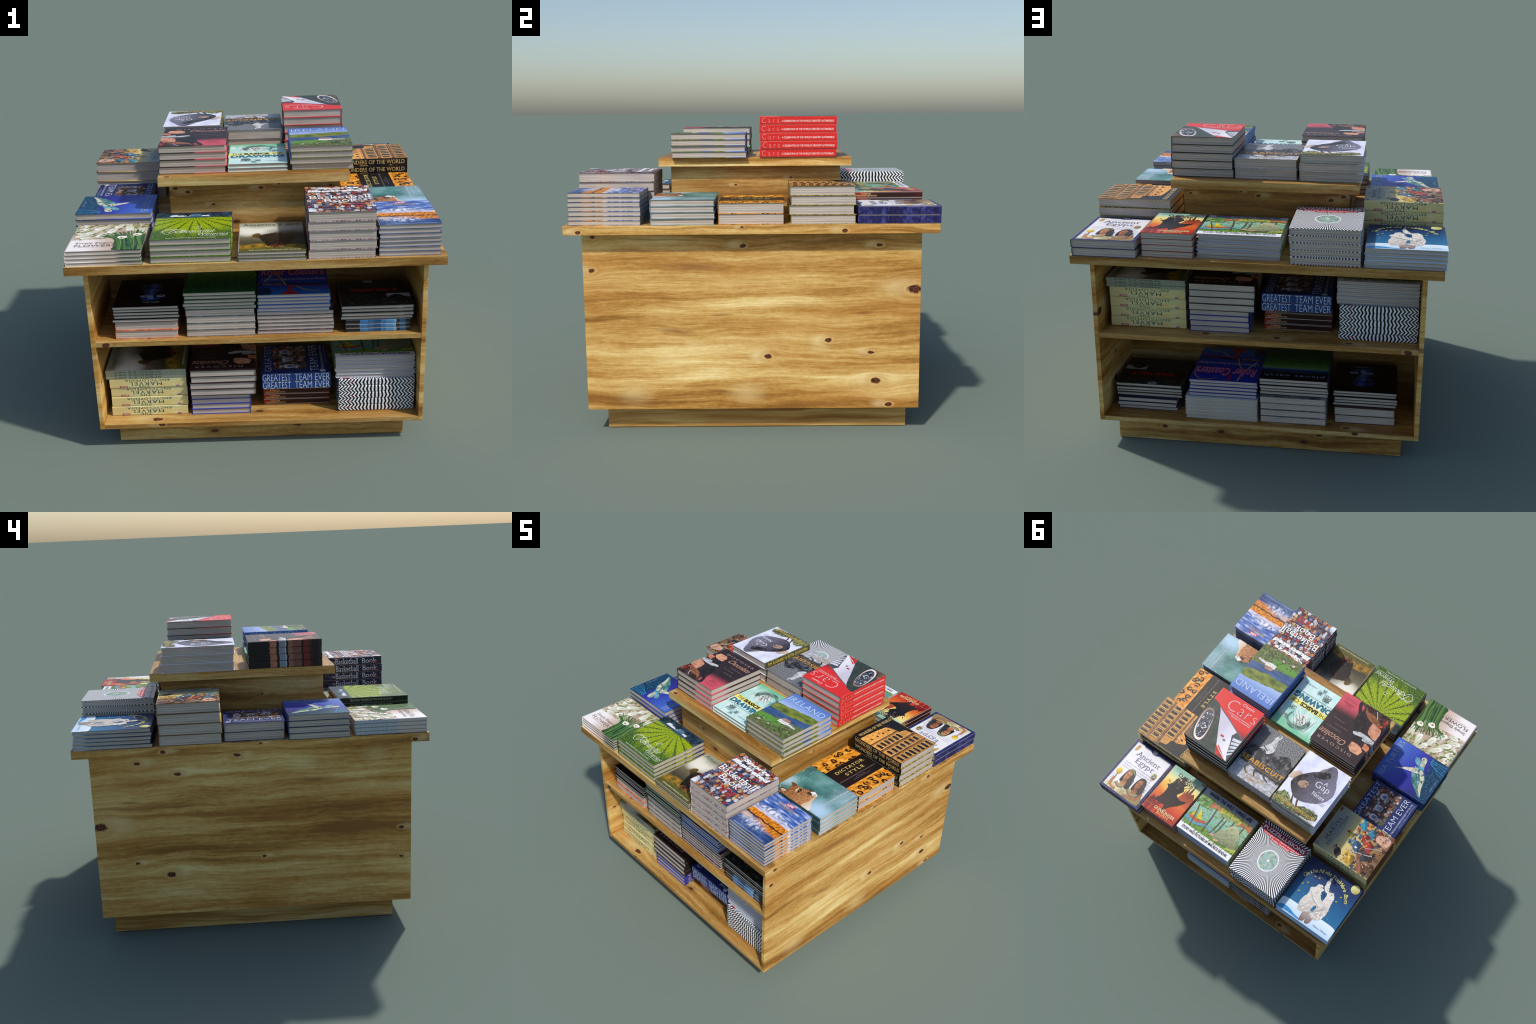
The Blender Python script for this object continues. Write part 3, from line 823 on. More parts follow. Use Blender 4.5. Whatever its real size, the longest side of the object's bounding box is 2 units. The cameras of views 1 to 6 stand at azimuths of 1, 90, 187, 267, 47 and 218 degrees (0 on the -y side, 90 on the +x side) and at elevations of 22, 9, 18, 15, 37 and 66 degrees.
# ---- arched monument at night
def monument_ink(k):
    dim, black = (118, 74, 34), (24, 19, 20)
    stone = [(0.0, 0.0), (0.0, 0.84), (0.06, 0.855), (0.40, 0.835), (0.68, 0.81), (0.74, 0.70), (0.76, 0.58), (0.90, 0.55), (0.93, 0.42), (0.98, 0.37), (1.0, 0.30), (1.0, 0.0)]
    k.poly(stone, (176, 116, 50), False, to=(236, 176, 88), ax=((0.8, 0.1), (0.25, 0.75)), var=0.2, rough=0.004)
    r = random.Random(12)
    for i in range(420):  # courses of lit and worn blocks
        y = 0.02 + 0.80 * r.random()
        x = r.random() * (0.72 if y > 0.57 else 0.9 if y > 0.4 else 0.97)
        w, h = r.uniform(0.015, 0.05), r.uniform(0.005, 0.014)
        k.rect(x, min(0.99, x + w), y, y + h, r.choice([(246, 200, 112), (222, 156, 74), (150, 96, 42), (250, 214, 136), (120, 76, 36), (196, 130, 58)]), 0.0)
    k.up()
    for y0, y1 in ((0.595, 0.63), (0.375, 0.425), (0.175, 0.22)):
        e = 0.98 if y0 < 0.4 else 0.75
        k.rect(0.0, e, y0, y1, dim, 0.3)
        for f, c in ((0.25, (176, 116, 56)), (0.55, (84, 54, 30)), (1.05, (250, 208, 124))):
            k.rect(0.0, e, y0 + (y1 - y0) * f, y0 + (y1 - y0) * f + 0.007, c, 0.25)
    for y0, y1, n, xe in ((0.44, 0.575, 6, 0.74), (0.235, 0.36, 7, 0.93), (0.015, 0.16, 8, 0.99)):
        for i in range(n):
            x = 0.02 + (xe - 0.06) * (i + 0.3) / n + r.uniform(-0.006, 0.006)
            w = (xe / n) * 0.56

            def arch(a, b, top, c, v):
                k.poly([(a, y0), (b, y0), (b, top - 0.04), (a + (b - a) * 0.85, top - 0.012), ((a + b) / 2, top), (a + (b - a) * 0.15, top - 0.012), (a, top - 0.04)], c, False, v)

            arch(x - 0.008, x + w + 0.008, y1 + 0.006, (242, 190, 102), 0.25)
            arch(x, x + w, y1, black, 0.2)
            k.poly([(x, y0), (x + w * 0.25, y0), (x + w * 0.2, y1 - 0.05), (x, y1 - 0.04)], (112, 64, 30), False, 0.3)
            if r.random() < 0.5:
                k.rect(x + w * 0.35, x + w * 0.8, y0, y0 + 0.02, (176, 104, 44), 0.3)
            k.rect(x + w * 1.22, x + w * 1.34, y0, y1 + 0.005, (252, 220, 140), 0.25).rect(x + w * 1.4, x + w * 1.5, y0, y1 + 0.005, (120, 76, 36), 0.25)
    for i in range(4):
        k.rect(0.14 + i * 0.16, 0.17 + i * 0.16, 0.695, 0.735, black)
    k.up(2).text("WONDERS OF THE WORLD", 0.06, 0.96, 0.88, 0.94, (206, 182, 122), 0.01, serif=True)


def monument_spine_ink(k):
    k.text("WONDERS OF THE WORLD", 0.05, 0.96, 0.28, 0.80, (206, 180, 118), 0.006, serif=True)
    k.rect(0.30, 0.42, 0.06, 0.14, (196, 166, 84)).rect(0.74, 0.78, 0.06, 0.14, (196, 166, 84))


@title("monument", "black hardcover book with golden arches at night", plain((24, 22, 23)), ink=monument_ink, spine_ink=monument_spine_ink, board=(0.0017, 0.0056))
def _(a):
    edge = a.mix(a.ss(0.45, 0.55, a.noise(22.0)), (186, 160, 52), (90, 70, 24))
    rim = a.m("MINIMUM", a.inv(a.u), a.v)
    return a.done(a.mix(a.ss(0.012, 0.008, rim), (26, 24, 26), edge))


# ---- ancient egypt
def marble(a, u, v):
    n = a.noise(20.0, u=u, v=v, detail=6, rough=0.75, dist=1.0)
    return a.ramp(n, [(0.34, (20, 18, 46)), (0.5, (36, 34, 88)), (0.66, (76, 80, 148))])


def egypt_ink(k):
    k.poly([(0.10, 0.05), (0.12, 0.12), (0.22, 0.17), (0.36, 0.14), (0.50, 0.17), (0.62, 0.14), (0.76, 0.22), (0.90, 0.20), (0.93, 0.04), (0.50, 0.04)], (226, 214, 168), to=(150, 132, 84), ax=((0.4, 0.14), (0.6, 0.03)), var=0.25, rough=0.006)
    r = random.Random(14)
    for i in range(36):
        x = r.uniform(0.14, 0.9)
        k.stroke([(x, 0.05), (x + r.uniform(-0.03, 0.03), 0.10), (x + r.uniform(-0.06, 0.06), 0.15)], 0.008, r.choice([(246, 236, 200), (138, 120, 76), (186, 170, 120)]), 0.5)
    k.up()
    k.text("Ancient", 0.22, 0.80, 0.745, 0.835, (42, 44, 92), -0.010, serif=True).text("Egypt", 0.30, 0.74, 0.60, 0.725, (42, 44, 92), -0.010, serif=True)
    for i in range(3):
        k.text("The black and red land of the pharaohs, gods and kings", 0.13, 0.86, 0.555 - i * 0.045, 0.573 - i * 0.045, (120, 108, 122), shear=0.3)
    for i in range(6):
        k.text("life and times", 0.82, 0.91, 0.42 - i * 0.045, 0.437 - i * 0.045, (130, 116, 128), shear=0.3).text("temples", 0.09, 0.16, 0.26 - i * 0.035, 0.275 - i * 0.035, (130, 116, 128), shear=0.3)
    k.poly([(0.10, 0.37), (0.13, 0.42), (0.19, 0.42), (0.225, 0.37), (0.20, 0.31), (0.13, 0.31)], (190, 150, 30), to=(246, 222, 84), ax=((0.2, 0.32), (0.13, 0.41))).stroke([(0.17, 0.31), (0.18, 0.22)], 0.02, (150, 96, 52), smooth=False)
    k.ell(0.83, 0.60, 0.06, 0.07, (206, 190, 128)).scatter(18, 0.79, 0.87, 0.56, 0.64, 0.014, [(84, 140, 96), (176, 92, 56), (60, 100, 130), (150, 120, 60)], 3)
    k.poly([(0.14, 0.80), (0.18, 0.86), (0.16, 0.93), (0.13, 0.90), (0.11, 0.82)], (206, 160, 84), rough=0.005).scatter(8, 0.12, 0.18, 0.80, 0.90, 0.012, [(140, 84, 40), (230, 190, 110)], 2)
    # two figures: wig, face, eyes and lips, collar, arms
    for x, y, s, skin, dark in ((0.40, 0.37, 1.0, (200, 138, 92), (140, 84, 54)), (0.71, 0.345, 0.95, (176, 112, 70), (116, 68, 44))):
        k.poly([(x - 0.11 * s, y - 0.12 * s), (x - 0.10 * s, y + 0.04), (x - 0.05 * s, y + 0.13), (x + 0.06 * s, y + 0.135), (x + 0.12 * s, y + 0.06), (x + 0.15 * s, y - 0.06), (x + 0.17 * s, y - 0.19), (x + 0.07 * s, y - 0.20), (x, y - 0.13), (x - 0.06 * s, y - 0.15)], (22, 20, 22), to=(62, 56, 58), ax=((x, y - 0.1), (x + 0.1, y + 0.15)), rough=0.003)
        for i in range(14):
            a = x + 0.06 * s + 0.008 * i
            k.stroke([(x + 0.05 + 0.004 * i, y + 0.11 - 0.008 * i), (a, y - 0.02), (a + 0.005, y - 0.18)], 0.003, (70, 64, 66), 1.0)
        k.poly([(x - 0.075 * s, y - 0.03), (x - 0.065 * s, y + 0.07), (x, y + 0.095), (x + 0.045 * s, y + 0.06), (x + 0.04 * s, y - 0.04), (x, y - 0.10), (x - 0.05 * s, y - 0.09)], skin, to=dark, ax=((x - 0.05, y), (x + 0.06, y - 0.04)), var=0.08)
        k.stroke([(x - 0.06, y + 0.015), (x - 0.03, y + 0.022), (x - 0.012, y + 0.012)], 0.012, (28, 20, 20)).stroke([(x + 0.005, y + 0.012), (x + 0.025, y + 0.02), (x + 0.04, y + 0.01)], 0.012, (28, 20, 20)).stroke([(x - 0.022, y + 0.01), (x - 0.03, y - 0.03), (x - 0.015, y - 0.035)], 0.006, dark).ell(x - 0.02, y - 0.062, 0.018, 0.008, (150, 60, 48))
        k.poly([(x - 0.03, y - 0.08), (x + 0.03, y - 0.07), (x + 0.06, y - 0.17), (x - 0.06, y - 0.19)], skin, to=dark, ax=((x, y - 0.18), (x, y - 0.08)))
    k.stroke([(0.32, 0.46), (0.40, 0.485), (0.50, 0.44)], 0.025, (86, 130, 104)).stroke([(0.33, 0.475), (0.40, 0.50), (0.49, 0.46)], 0.010, (206, 170, 84))
    for j, c in enumerate(((96, 146, 122), (206, 170, 90), (176, 92, 58), (84, 132, 116))):
        k.stroke([(0.27 - 0.01 * j, 0.20 - 0.012 * j), (0.36, 0.165 - 0.014 * j), (0.46, 0.20 - 0.012 * j)], 0.016, c).stroke([(0.58 - 0.01 * j, 0.21 - 0.014 * j), (0.68, 0.155 - 0.015 * j), (0.82, 0.20 - 0.014 * j)], 0.018, c)
    k.stroke([(0.17, 0.24), (0.17, 0.13), (0.24, 0.07), (0.34, 0.07)], 0.055, (186, 124, 80)).stroke([(0.88, 0.24), (0.84, 0.12), (0.70, 0.08), (0.56, 0.06)], 0.05, (170, 108, 68))
    k.up().ell(0.52, 0.955, 0.10, 0.045, (60, 66, 96)).ell(0.52, 0.955, 0.06, 0.03, (150, 158, 170))


@title("egypt", "white and marbled blue book about ancient Egypt", lambda a, h, t: a.done(marble(a, a.y, a.mul(a.z, 0.6))), ink=egypt_ink, board=(0.0015, 0.0056))
def _(a):
    rim = a.m("MINIMUM", a.m("MINIMUM", a.sub(a.u, 0.07), a.sub(0.935, a.u)), a.m("MINIMUM", a.sub(a.v, 0.045), a.sub(0.95, a.v)))
    panel = a.mix(a.ss(0.3, 0.7, a.noise(3.0)), (242, 240, 240), (226, 224, 234))
    c = a.mix(a.ss(-0.008, -0.002, rim), marble(a, a.u, a.v), (176, 196, 178))
    return a.done(a.mix(a.ss(0.0, 0.006, rim), c, panel))


# ---- dark rider at sunset
def rider_ink(k):
    k.poly([(0.60, 0.42), (0.66, 0.60), (0.68, 0.74), (0.70, 0.62), (0.74, 0.80), (0.77, 0.66), (0.83, 0.91), (0.85, 0.68), (0.92, 0.72), (1.0, 0.62), (1.0, 0.40)], (206, 92, 44), False, to=(84, 30, 26), ax=((0.8, 0.40), (0.8, 0.75)), var=0.2)
    k.poly([(0.0, 0.0), (0.0, 0.20), (0.06, 0.24), (0.10, 0.32), (0.14, 0.24), (0.20, 0.28), (0.26, 0.20), (0.34, 0.24), (0.40, 0.12), (0.50, 0.16), (0.56, 0.06), (0.66, 0.10), (0.75, 0.03), (0.85, 0.07), (1.0, 0.02), (1.0, 0.0)], (180, 28, 16), to=(92, 14, 12), ax=((0.5, 0.0), (0.1, 0.28)), rough=0.008)
    r = random.Random(15)
    for i in range(26):
        x = r.uniform(0.0, 0.95)
        k.stroke([(x, 0.0), (x + r.uniform(-0.03, 0.03), r.uniform(0.06, 0.14)), (x + r.uniform(-0.06, 0.06), r.uniform(0.14, 0.26) * (1.1 - x))], 0.016, r.choice([(214, 60, 22), (120, 18, 14), (232, 96, 34)]), 0.2)
    man = [(0.17, 0.61), (0.22, 0.63), (0.27, 0.70), (0.28, 0.77), (0.32, 0.82), (0.40, 0.79), (0.43, 0.85), (0.47, 0.87), (0.51, 0.82), (0.56, 0.79), (0.63, 0.80), (0.58, 0.74), (0.62, 0.70), (0.64, 0.64), (0.57, 0.55), (0.60, 0.51), (0.72, 0.48), (0.88, 0.51), (0.80, 0.40), (0.70, 0.32), (0.60, 0.24), (0.50, 0.12), (0.46, 0.24), (0.34, 0.22), (0.18, 0.24), (0.10, 0.22), (0.22, 0.34), (0.25, 0.46), (0.24, 0.56)]
    k.up().poly(man, (20, 16, 17), to=(52, 30, 26), ax=((0.45, 0.6), (0.3, 0.22)), var=0.15, rough=0.005)
    k.stroke([(0.33, 0.845), (0.45, 0.835), (0.60, 0.86)], 0.022, (22, 18, 18)).poly([(0.40, 0.84), (0.43, 0.90), (0.50, 0.905), (0.52, 0.85)], (24, 20, 20)).stroke([(0.58, 0.70), (0.74, 0.78)], 0.012, (30, 24, 22), smooth=False).stroke([(0.20, 0.66), (0.14, 0.70)], 0.02, (34, 26, 24), smooth=False)
    k.scatter(34, 0.27, 0.55, 0.62, 0.80, 0.016, [(92, 70, 54), (60, 48, 42), (128, 98, 74), (30, 24, 24)], 6, stretch=0.5)
    k.text("STEPHEN KING", 0.10, 0.88, 0.90, 0.965, (128, 178, 150), serif=True).up().text("DARK", 0.26, 0.70, 0.845, 0.915, (70, 34, 26), 0.01, serif=True).text("TOWER", 0.34, 0.78, 0.785, 0.84, (70, 34, 26), 0.01, serif=True)
    k.text("THE", 0.52, 0.62, 0.16, 0.18, (238, 208, 150), 0.01).text("GUNSLINGER", 0.30, 0.92, 0.095, 0.155, (238, 216, 164), 0.012, serif=True).text("BORN", 0.44, 0.78, 0.035, 0.09, (232, 172, 92), 0.012, serif=True)
    k.text("ROBIN FURTH AND PETER DAVID", 0.03, 0.26, 0.12, 0.135, (222, 150, 120))
    k.rect(0.90, 0.985, 0.955, 0.98, (176, 44, 44))


def rider_spine_ink(k):
    for i in range(16):
        k.ell(0.02 + 0.012 * i, 0.2 + 0.55 * ((i * 7) % 5) / 5, 0.022, 0.012, [(196, 62, 24), (220, 110, 40), (150, 36, 20)][i % 3], i * 0.7, 8)
    k.up().text("GUNSLINGER", 0.03, 0.33, 0.22, 0.48, (216, 188, 130), 0.01, rot=180).text("BORN", 0.10, 0.24, 0.54, 0.78, (216, 188, 130), 0.01, rot=180)


@title("rider", "orange and red book with a dark rider silhouette", banded([(0.0, (150, 44, 24)), (0.2, (62, 24, 20)), (0.35, (48, 22, 20)), (0.7, (54, 24, 22)), (0.9, (70, 24, 22))]), ink=rider_ink, spine_ink=rider_spine_ink, board=(0.0011, 0.0035))
def _(a):
    uu, vv = a.warp(0.16, 4.0)
    c = a.ramp(vv, [(0.02, (150, 24, 16)), (0.22, (206, 66, 24)), (0.42, (226, 112, 38)), (0.58, (240, 178, 72)), (0.74, (246, 226, 140)), (0.90, (176, 214, 186)), (1.0, (132, 186, 170))])
    return a.done(a.mix(a.mul(a.ell(0.5, 0.62, 0.3, 0.14, 0.9), 0.6), c, (250, 226, 128)))


# ---- jungle picture book
def jungle_ink(k):
    k.rect(0.0, 1.0, 0.0, 0.145, (240, 241, 244)).rect(0.0, 1.0, 0.855, 1.0, (166, 172, 190))
    k.dabs([(0.0, 0.15), (0.0, 0.40), (0.5, 0.36), (1.0, 0.42), (1.0, 0.15)], 260, 0.02, [(96, 138, 54), (130, 168, 70), (74, 112, 46), (150, 176, 90)], 45, 0.3, 1.3)
    k.dabs([(0.2, 0.40), (0.2, 0.84), (0.98, 0.84), (0.98, 0.40)], 220, 0.022, [(148, 196, 168), (118, 166, 122), (172, 208, 184), (150, 178, 100)], 46, 0.35, 0.2)
    k.poly([(0.0, 0.24), (0.2, 0.22), (0.4, 0.30), (0.6, 0.22), (0.6, 0.30), (0.4, 0.36), (0.2, 0.30), (0.0, 0.32)], (96, 158, 176))
    k.poly([(0.06, 0.31), (0.20, 0.28), (0.33, 0.35), (0.32, 0.40), (0.20, 0.34), (0.08, 0.36)], (196, 92, 58))
    k.up().poly([(0.15, 0.58), (0.17, 0.36), (0.27, 0.37)], (228, 206, 44), False).poly([(0.12, 0.52), (0.06, 0.36), (0.14, 0.36)], (212, 196, 60), False)
    k.up()
    for x0, y0, x1, y1, wd in ((0.05, 0.72, 0.16, 0.16, 0.014), (0.35, 0.74, 0.37, 0.18, 0.016), (0.52, 0.68, 0.49, 0.24, 0.012), (0.58, 0.66, 0.55, 0.26, 0.012), (0.88, 0.74, 0.84, 0.2, 0.013), (0.70, 0.76, 0.68, 0.55, 0.012)):
        k.stroke([(x0, y0), ((x0 + x1) / 2 + 0.01, (y0 + y1) / 2), (x1, y1)], wd, (104, 84, 56), 1.4)
    k.up()
    for cx, cy, cols, n, r in ((0.35, 0.75, (196, 112, 74), 8, 0.17), (0.88, 0.75, (202, 116, 78), 8, 0.15), (0.55, 0.70, (150, 170, 110), 7, 0.09)):
        for i in range(n):
            a = math.pi * (i / (n - 1)) * 1.25 - 0.4
            ex, ey = cx + r * math.cos(a), min(0.84, cy + r * 0.7 * math.sin(a) - 0.03)
            k.poly([(cx, cy), ((cx + ex) / 2 - 0.008, min(0.845, (cy + ey) / 2 + 0.035)), (ex, ey), ((cx + ex) / 2 + 0.008, (cy + ey) / 2 - 0.005)], cols)
    k.scatter(44, 0.0, 0.22, 0.64, 0.84, 0.024, [(104, 150, 76), (136, 172, 92), (84, 128, 70)], 11)
    k.scatter(50, 0.42, 0.78, 0.72, 0.84, 0.024, [(186, 186, 74), (150, 168, 72), (206, 196, 88)], 12)
    k.scatter(30, 0.84, 1.0, 0.17, 0.26, 0.018, [(206, 202, 66), (168, 178, 70)], 13)
    # plain resting lump as stand-in for the sleeping creature
    k.poly([(0.49, 0.24), (0.56, 0.30), (0.60, 0.40), (0.66, 0.50), (0.70, 0.60), (0.78, 0.66), (0.86, 0.60), (0.93, 0.48), (0.97, 0.34), (0.95, 0.24), (0.80, 0.20), (0.62, 0.19)], (112, 122, 86), to=(196, 200, 160), ax=((0.8, 0.2), (0.74, 0.62)), rough=0.006)
    k.dabs([(0.52, 0.22), (0.62, 0.40), (0.78, 0.64), (0.92, 0.48), (0.95, 0.24)], 150, 0.014, [(150, 160, 118), (120, 130, 92), (186, 190, 150), (98, 108, 76)], 44, 0.25, 1.0)
    k.up().ell(0.78, 0.55, 0.065, 0.055, (182, 184, 140)).ell(0.70, 0.34, 0.085, 0.05, (150, 160, 120), 0.6).ell(0.535, 0.25, 0.04, 0.028, (214, 168, 120), 0.5).ell(0.64, 0.205, 0.045, 0.026, (214, 168, 120), 0.2)
    k.text("WHERE THE WILD THINGS ARE", 0.09, 0.91, 0.885, 0.965, (34, 34, 42), 0.02).text("STORY AND PICTURES BY MAURICE SENDAK", 0.07, 0.94, 0.045, 0.105, (40, 40, 44), 0.015)


@title("jungle", "wide picture book with a green jungle scene", mottled((84, 104, 66), (132, 150, 110), (190, 196, 182), 50.0, 1.0), ink=jungle_ink, board=(0.0018, 0.0056))
def _(a):
    uu, vv = a.warp(0.12, 6.0)
    c = a.ramp(vv, [(0.18, (104, 150, 56)), (0.32, (124, 172, 96)), (0.42, (132, 186, 166)), (0.66, (156, 200, 178)), (0.8, (178, 190, 96))])
    c = a.mix(a.mul(a.ss(0.5, 0.7, a.noise(16.0, detail=4)), 0.5), c, (94, 128, 60))
    rim = a.m("MAXIMUM", a.ss(0.14, 0.13, a.v), a.ss(0.86, 0.87, a.v))
    side = a.m("MAXIMUM", a.ss(0.012, 0.008, a.u), 0.0)
    return a.done(a.mix(a.m("MAXIMUM", rim, side), c, (186, 194, 212)))


# ---- black and white rays
def illusion_ink(k):
    k.ell(0.5, 0.45, 0.186, 0.186, (246, 247, 248), n=40, var=0.0)
    k.up().ell(0.5, 0.45, 0.170, 0.170, (176, 206, 196), n=40)
    k.up()
    for ring in range(7):
        for i in range(26):
            a = math.tau * (i + 0.5 * ring) / 26
            r = 0.028 + 0.0215 * ring
            k.ell(0.5 + r * math.cos(a), 0.45 + r * math.sin(a) * k.w / k.h, 0.0040 + 0.0013 * ring, 0.0032 + 0.001 * ring, [(96, 150, 128), (214, 196, 132), (110, 180, 196), (150, 120, 106)][(i + ring) % 4], a, 6, 0.0)
    k.ell(0.5, 0.45, 0.022, 0.022, (244, 248, 246), var=0.0)
    k.poly([(0.04, 0.84), (0.96, 0.84), (0.98, 0.865), (0.98, 0.93), (0.96, 0.945), (0.04, 0.945), (0.02, 0.93), (0.02, 0.865)], (150, 24, 34), False, 0.0)
    k.poly([(0.10, 0.80), (0.90, 0.80), (0.90, 0.835), (0.10, 0.835)], (206, 44, 48), False, 0.0).poly([(0.28, 0.755), (0.72, 0.755), (0.72, 0.80), (0.28, 0.80)], (206, 44, 48), False, 0.0)
    k.up().text("PUZZILLUSIONS", 0.05, 0.95, 0.858, 0.928, (226, 228, 236), 0.03)
    k.text("More than 175 Optical Illusions and", 0.12, 0.88, 0.803, 0.83, (244, 238, 240), 0.01).text("Puzzles Combined!", 0.31, 0.69, 0.762, 0.79, (244, 238, 240), 0.01)


@title("illusion", "thick square book with black and white optical rays", chevron, ink=illusion_ink, board=(0.0023, 0.0056), spine_ink=lambda k: k.poly([(0.12, 0.5), (0.18, 0.42), (0.18, 0.58)], (190, 40, 46), False, 0.0))
def _(a):
    du, dv = a.sub(a.u, 0.5), a.mul(a.sub(a.v, 0.45), 1.12)
    ang = a.m("ARCTAN2", dv, du)
    s = a.m("PINGPONG", a.mul(ang, 92 / math.tau), 0.5)
    return a.done(a.mix(a.ss(0.21, 0.29, s), (240, 241, 244), (16, 16, 20)))


# ---- polar bears at night
def bears_ink(k):
    k.poly([(0.0, 0.0), (0.0, 0.18), (0.24, 0.215), (0.45, 0.20), (0.72, 0.225), (1.0, 0.20), (1.0, 0.0)], (226, 240, 250), var=0.06, to=(186, 214, 240), ax=((0.5, 0.2), (0.5, 0.0)))
    k.poly([(0.0, 0.03), (0.08, 0.085), (0.20, 0.085), (0.32, 0.05), (0.46, 0.03), (0.40, 0.012), (0.20, 0.02), (0.0, 0.005)], (52, 140, 202))
    k.up().poly([(0.42, 0.03), (0.41, 0.20), (0.50, 0.24), (0.50, 0.06), (0.46, 0.02)], (120, 98, 92), to=(178, 164, 158), ax=((0.46, 0.03), (0.45, 0.2))).poly([(0.52, 0.04), (0.50, 0.18), (0.60, 0.22), (0.60, 0.08), (0.57, 0.035)], (116, 94, 88), to=(178, 164, 158), ax=((0.56, 0.03), (0.55, 0.2)))
    left = [(0.27, 0.26), (0.28, 0.36), (0.31, 0.46), (0.285, 0.55), (0.31, 0.575), (0.34, 0.60), (0.36, 0.655), (0.41, 0.685), (0.46, 0.66), (0.485, 0.625), (0.47, 0.59), (0.48, 0.54), (0.55, 0.46), (0.60, 0.38), (0.58, 0.30), (0.50, 0.24), (0.40, 0.15), (0.31, 0.15)]
    right = [(0.455, 0.84), (0.49, 0.86), (0.52, 0.74), (0.555, 0.68), (0.60, 0.67), (0.655, 0.665), (0.70, 0.60), (0.71, 0.50), (0.735, 0.36), (0.72, 0.24), (0.62, 0.15), (0.52, 0.18), (0.49, 0.28), (0.50, 0.38), (0.56, 0.47), (0.57, 0.58), (0.545, 0.62), (0.49, 0.64), (0.46, 0.70)]
    fur = [(238, 232, 224), (214, 206, 198), (226, 218, 206), (196, 188, 182), (246, 242, 236)]
    k.up().poly(left, (196, 186, 178), to=(240, 235, 226), ax=((0.42, 0.2), (0.38, 0.6)), rough=0.004).dabs(left, 170, 0.020, fur, 5, 0.3, 1.2)
    k.poly(right, (190, 180, 172), to=(238, 233, 224), ax=((0.56, 0.25), (0.66, 0.6)), rough=0.004).dabs(right, 200, 0.020, fur, 6, 0.3, 1.5)
    k.stroke([(0.32, 0.54), (0.38, 0.47), (0.48, 0.42), (0.57, 0.37)], 0.065, (232, 226, 217), 0.8).stroke([(0.33, 0.51), (0.40, 0.435), (0.50, 0.385), (0.57, 0.345)], 0.010, (168, 158, 152)).stroke([(0.68, 0.42), (0.62, 0.34), (0.54, 0.27), (0.49, 0.22)], 0.045, (206, 198, 190), 0.9).stroke([(0.66, 0.38), (0.59, 0.29), (0.51, 0.22)], 0.008, (160, 150, 146))
    k.poly([(0.49, 0.245), (0.535, 0.25), (0.545, 0.33), (0.51, 0.345)], (34, 110, 148)).poly([(0.485, 0.60), (0.525, 0.595), (0.545, 0.545), (0.50, 0.545)], (28, 88, 132))
    k.ell(0.462, 0.655, 0.020, 0.014, (92, 80, 96)).ell(0.578, 0.668, 0.020, 0.014, (88, 76, 88)).ell(0.415, 0.645, 0.007, 0.006, (40, 34, 40)).ell(0.635, 0.635, 0.007, 0.006, (40, 34, 40))
    k.ell(0.89, 0.925, 0.075, 0.075, k.blend((236, 230, 160), (176, 168, 92), ((0.86, 0.96), (0.94, 0.88))), n=28, var=0.14)
    for x, y in ((0.2, 0.59), (0.14, 0.53), (0.16, 0.4), (0.31, 0.75), (0.24, 0.74), (0.75, 0.59), (0.77, 0.69)):
        k.ell(x, y, 0.016, 0.009, (224, 194, 52), 0.5)
    k.scatter(60, 0.02, 0.98, 0.25, 0.98, 0.003, [(150, 190, 206), (190, 206, 214)], 17, keep=lambda a, b: not (0.25 < a < 0.75 and b < 0.7))
    k.up().arc_text("On the Night You Were Born", [(0.08, 0.66), (0.17, 0.80), (0.33, 0.885), (0.5, 0.90), (0.67, 0.865), (0.80, 0.78), (0.90, 0.64)], 0.038, (206, 202, 120))
    k.text("Nancy Tillman", 0.66, 0.92, 0.055, 0.09, (110, 134, 156), shear=0.3)


@title("bears", "square blue picture book with two polar bears", plain((30, 72, 120)), ink=bears_ink, board=(0.0015, 0.0056))
def _(a):
    uu, vv = a.warp(0.1, 5.0)
    c = a.ramp(vv, [(0.10, (196, 222, 246)), (0.16, (120, 176, 220)), (0.2, (38, 112, 156)), (0.5, (26, 92, 140)), (0.75, (24, 56, 104)), (1.0, (24, 38, 78))])
    return a.done(a.mix(a.mul(a.ss(0.6, 0.75, a.noise(60.0, detail=2)), 0.25), c, (120, 170, 200)))


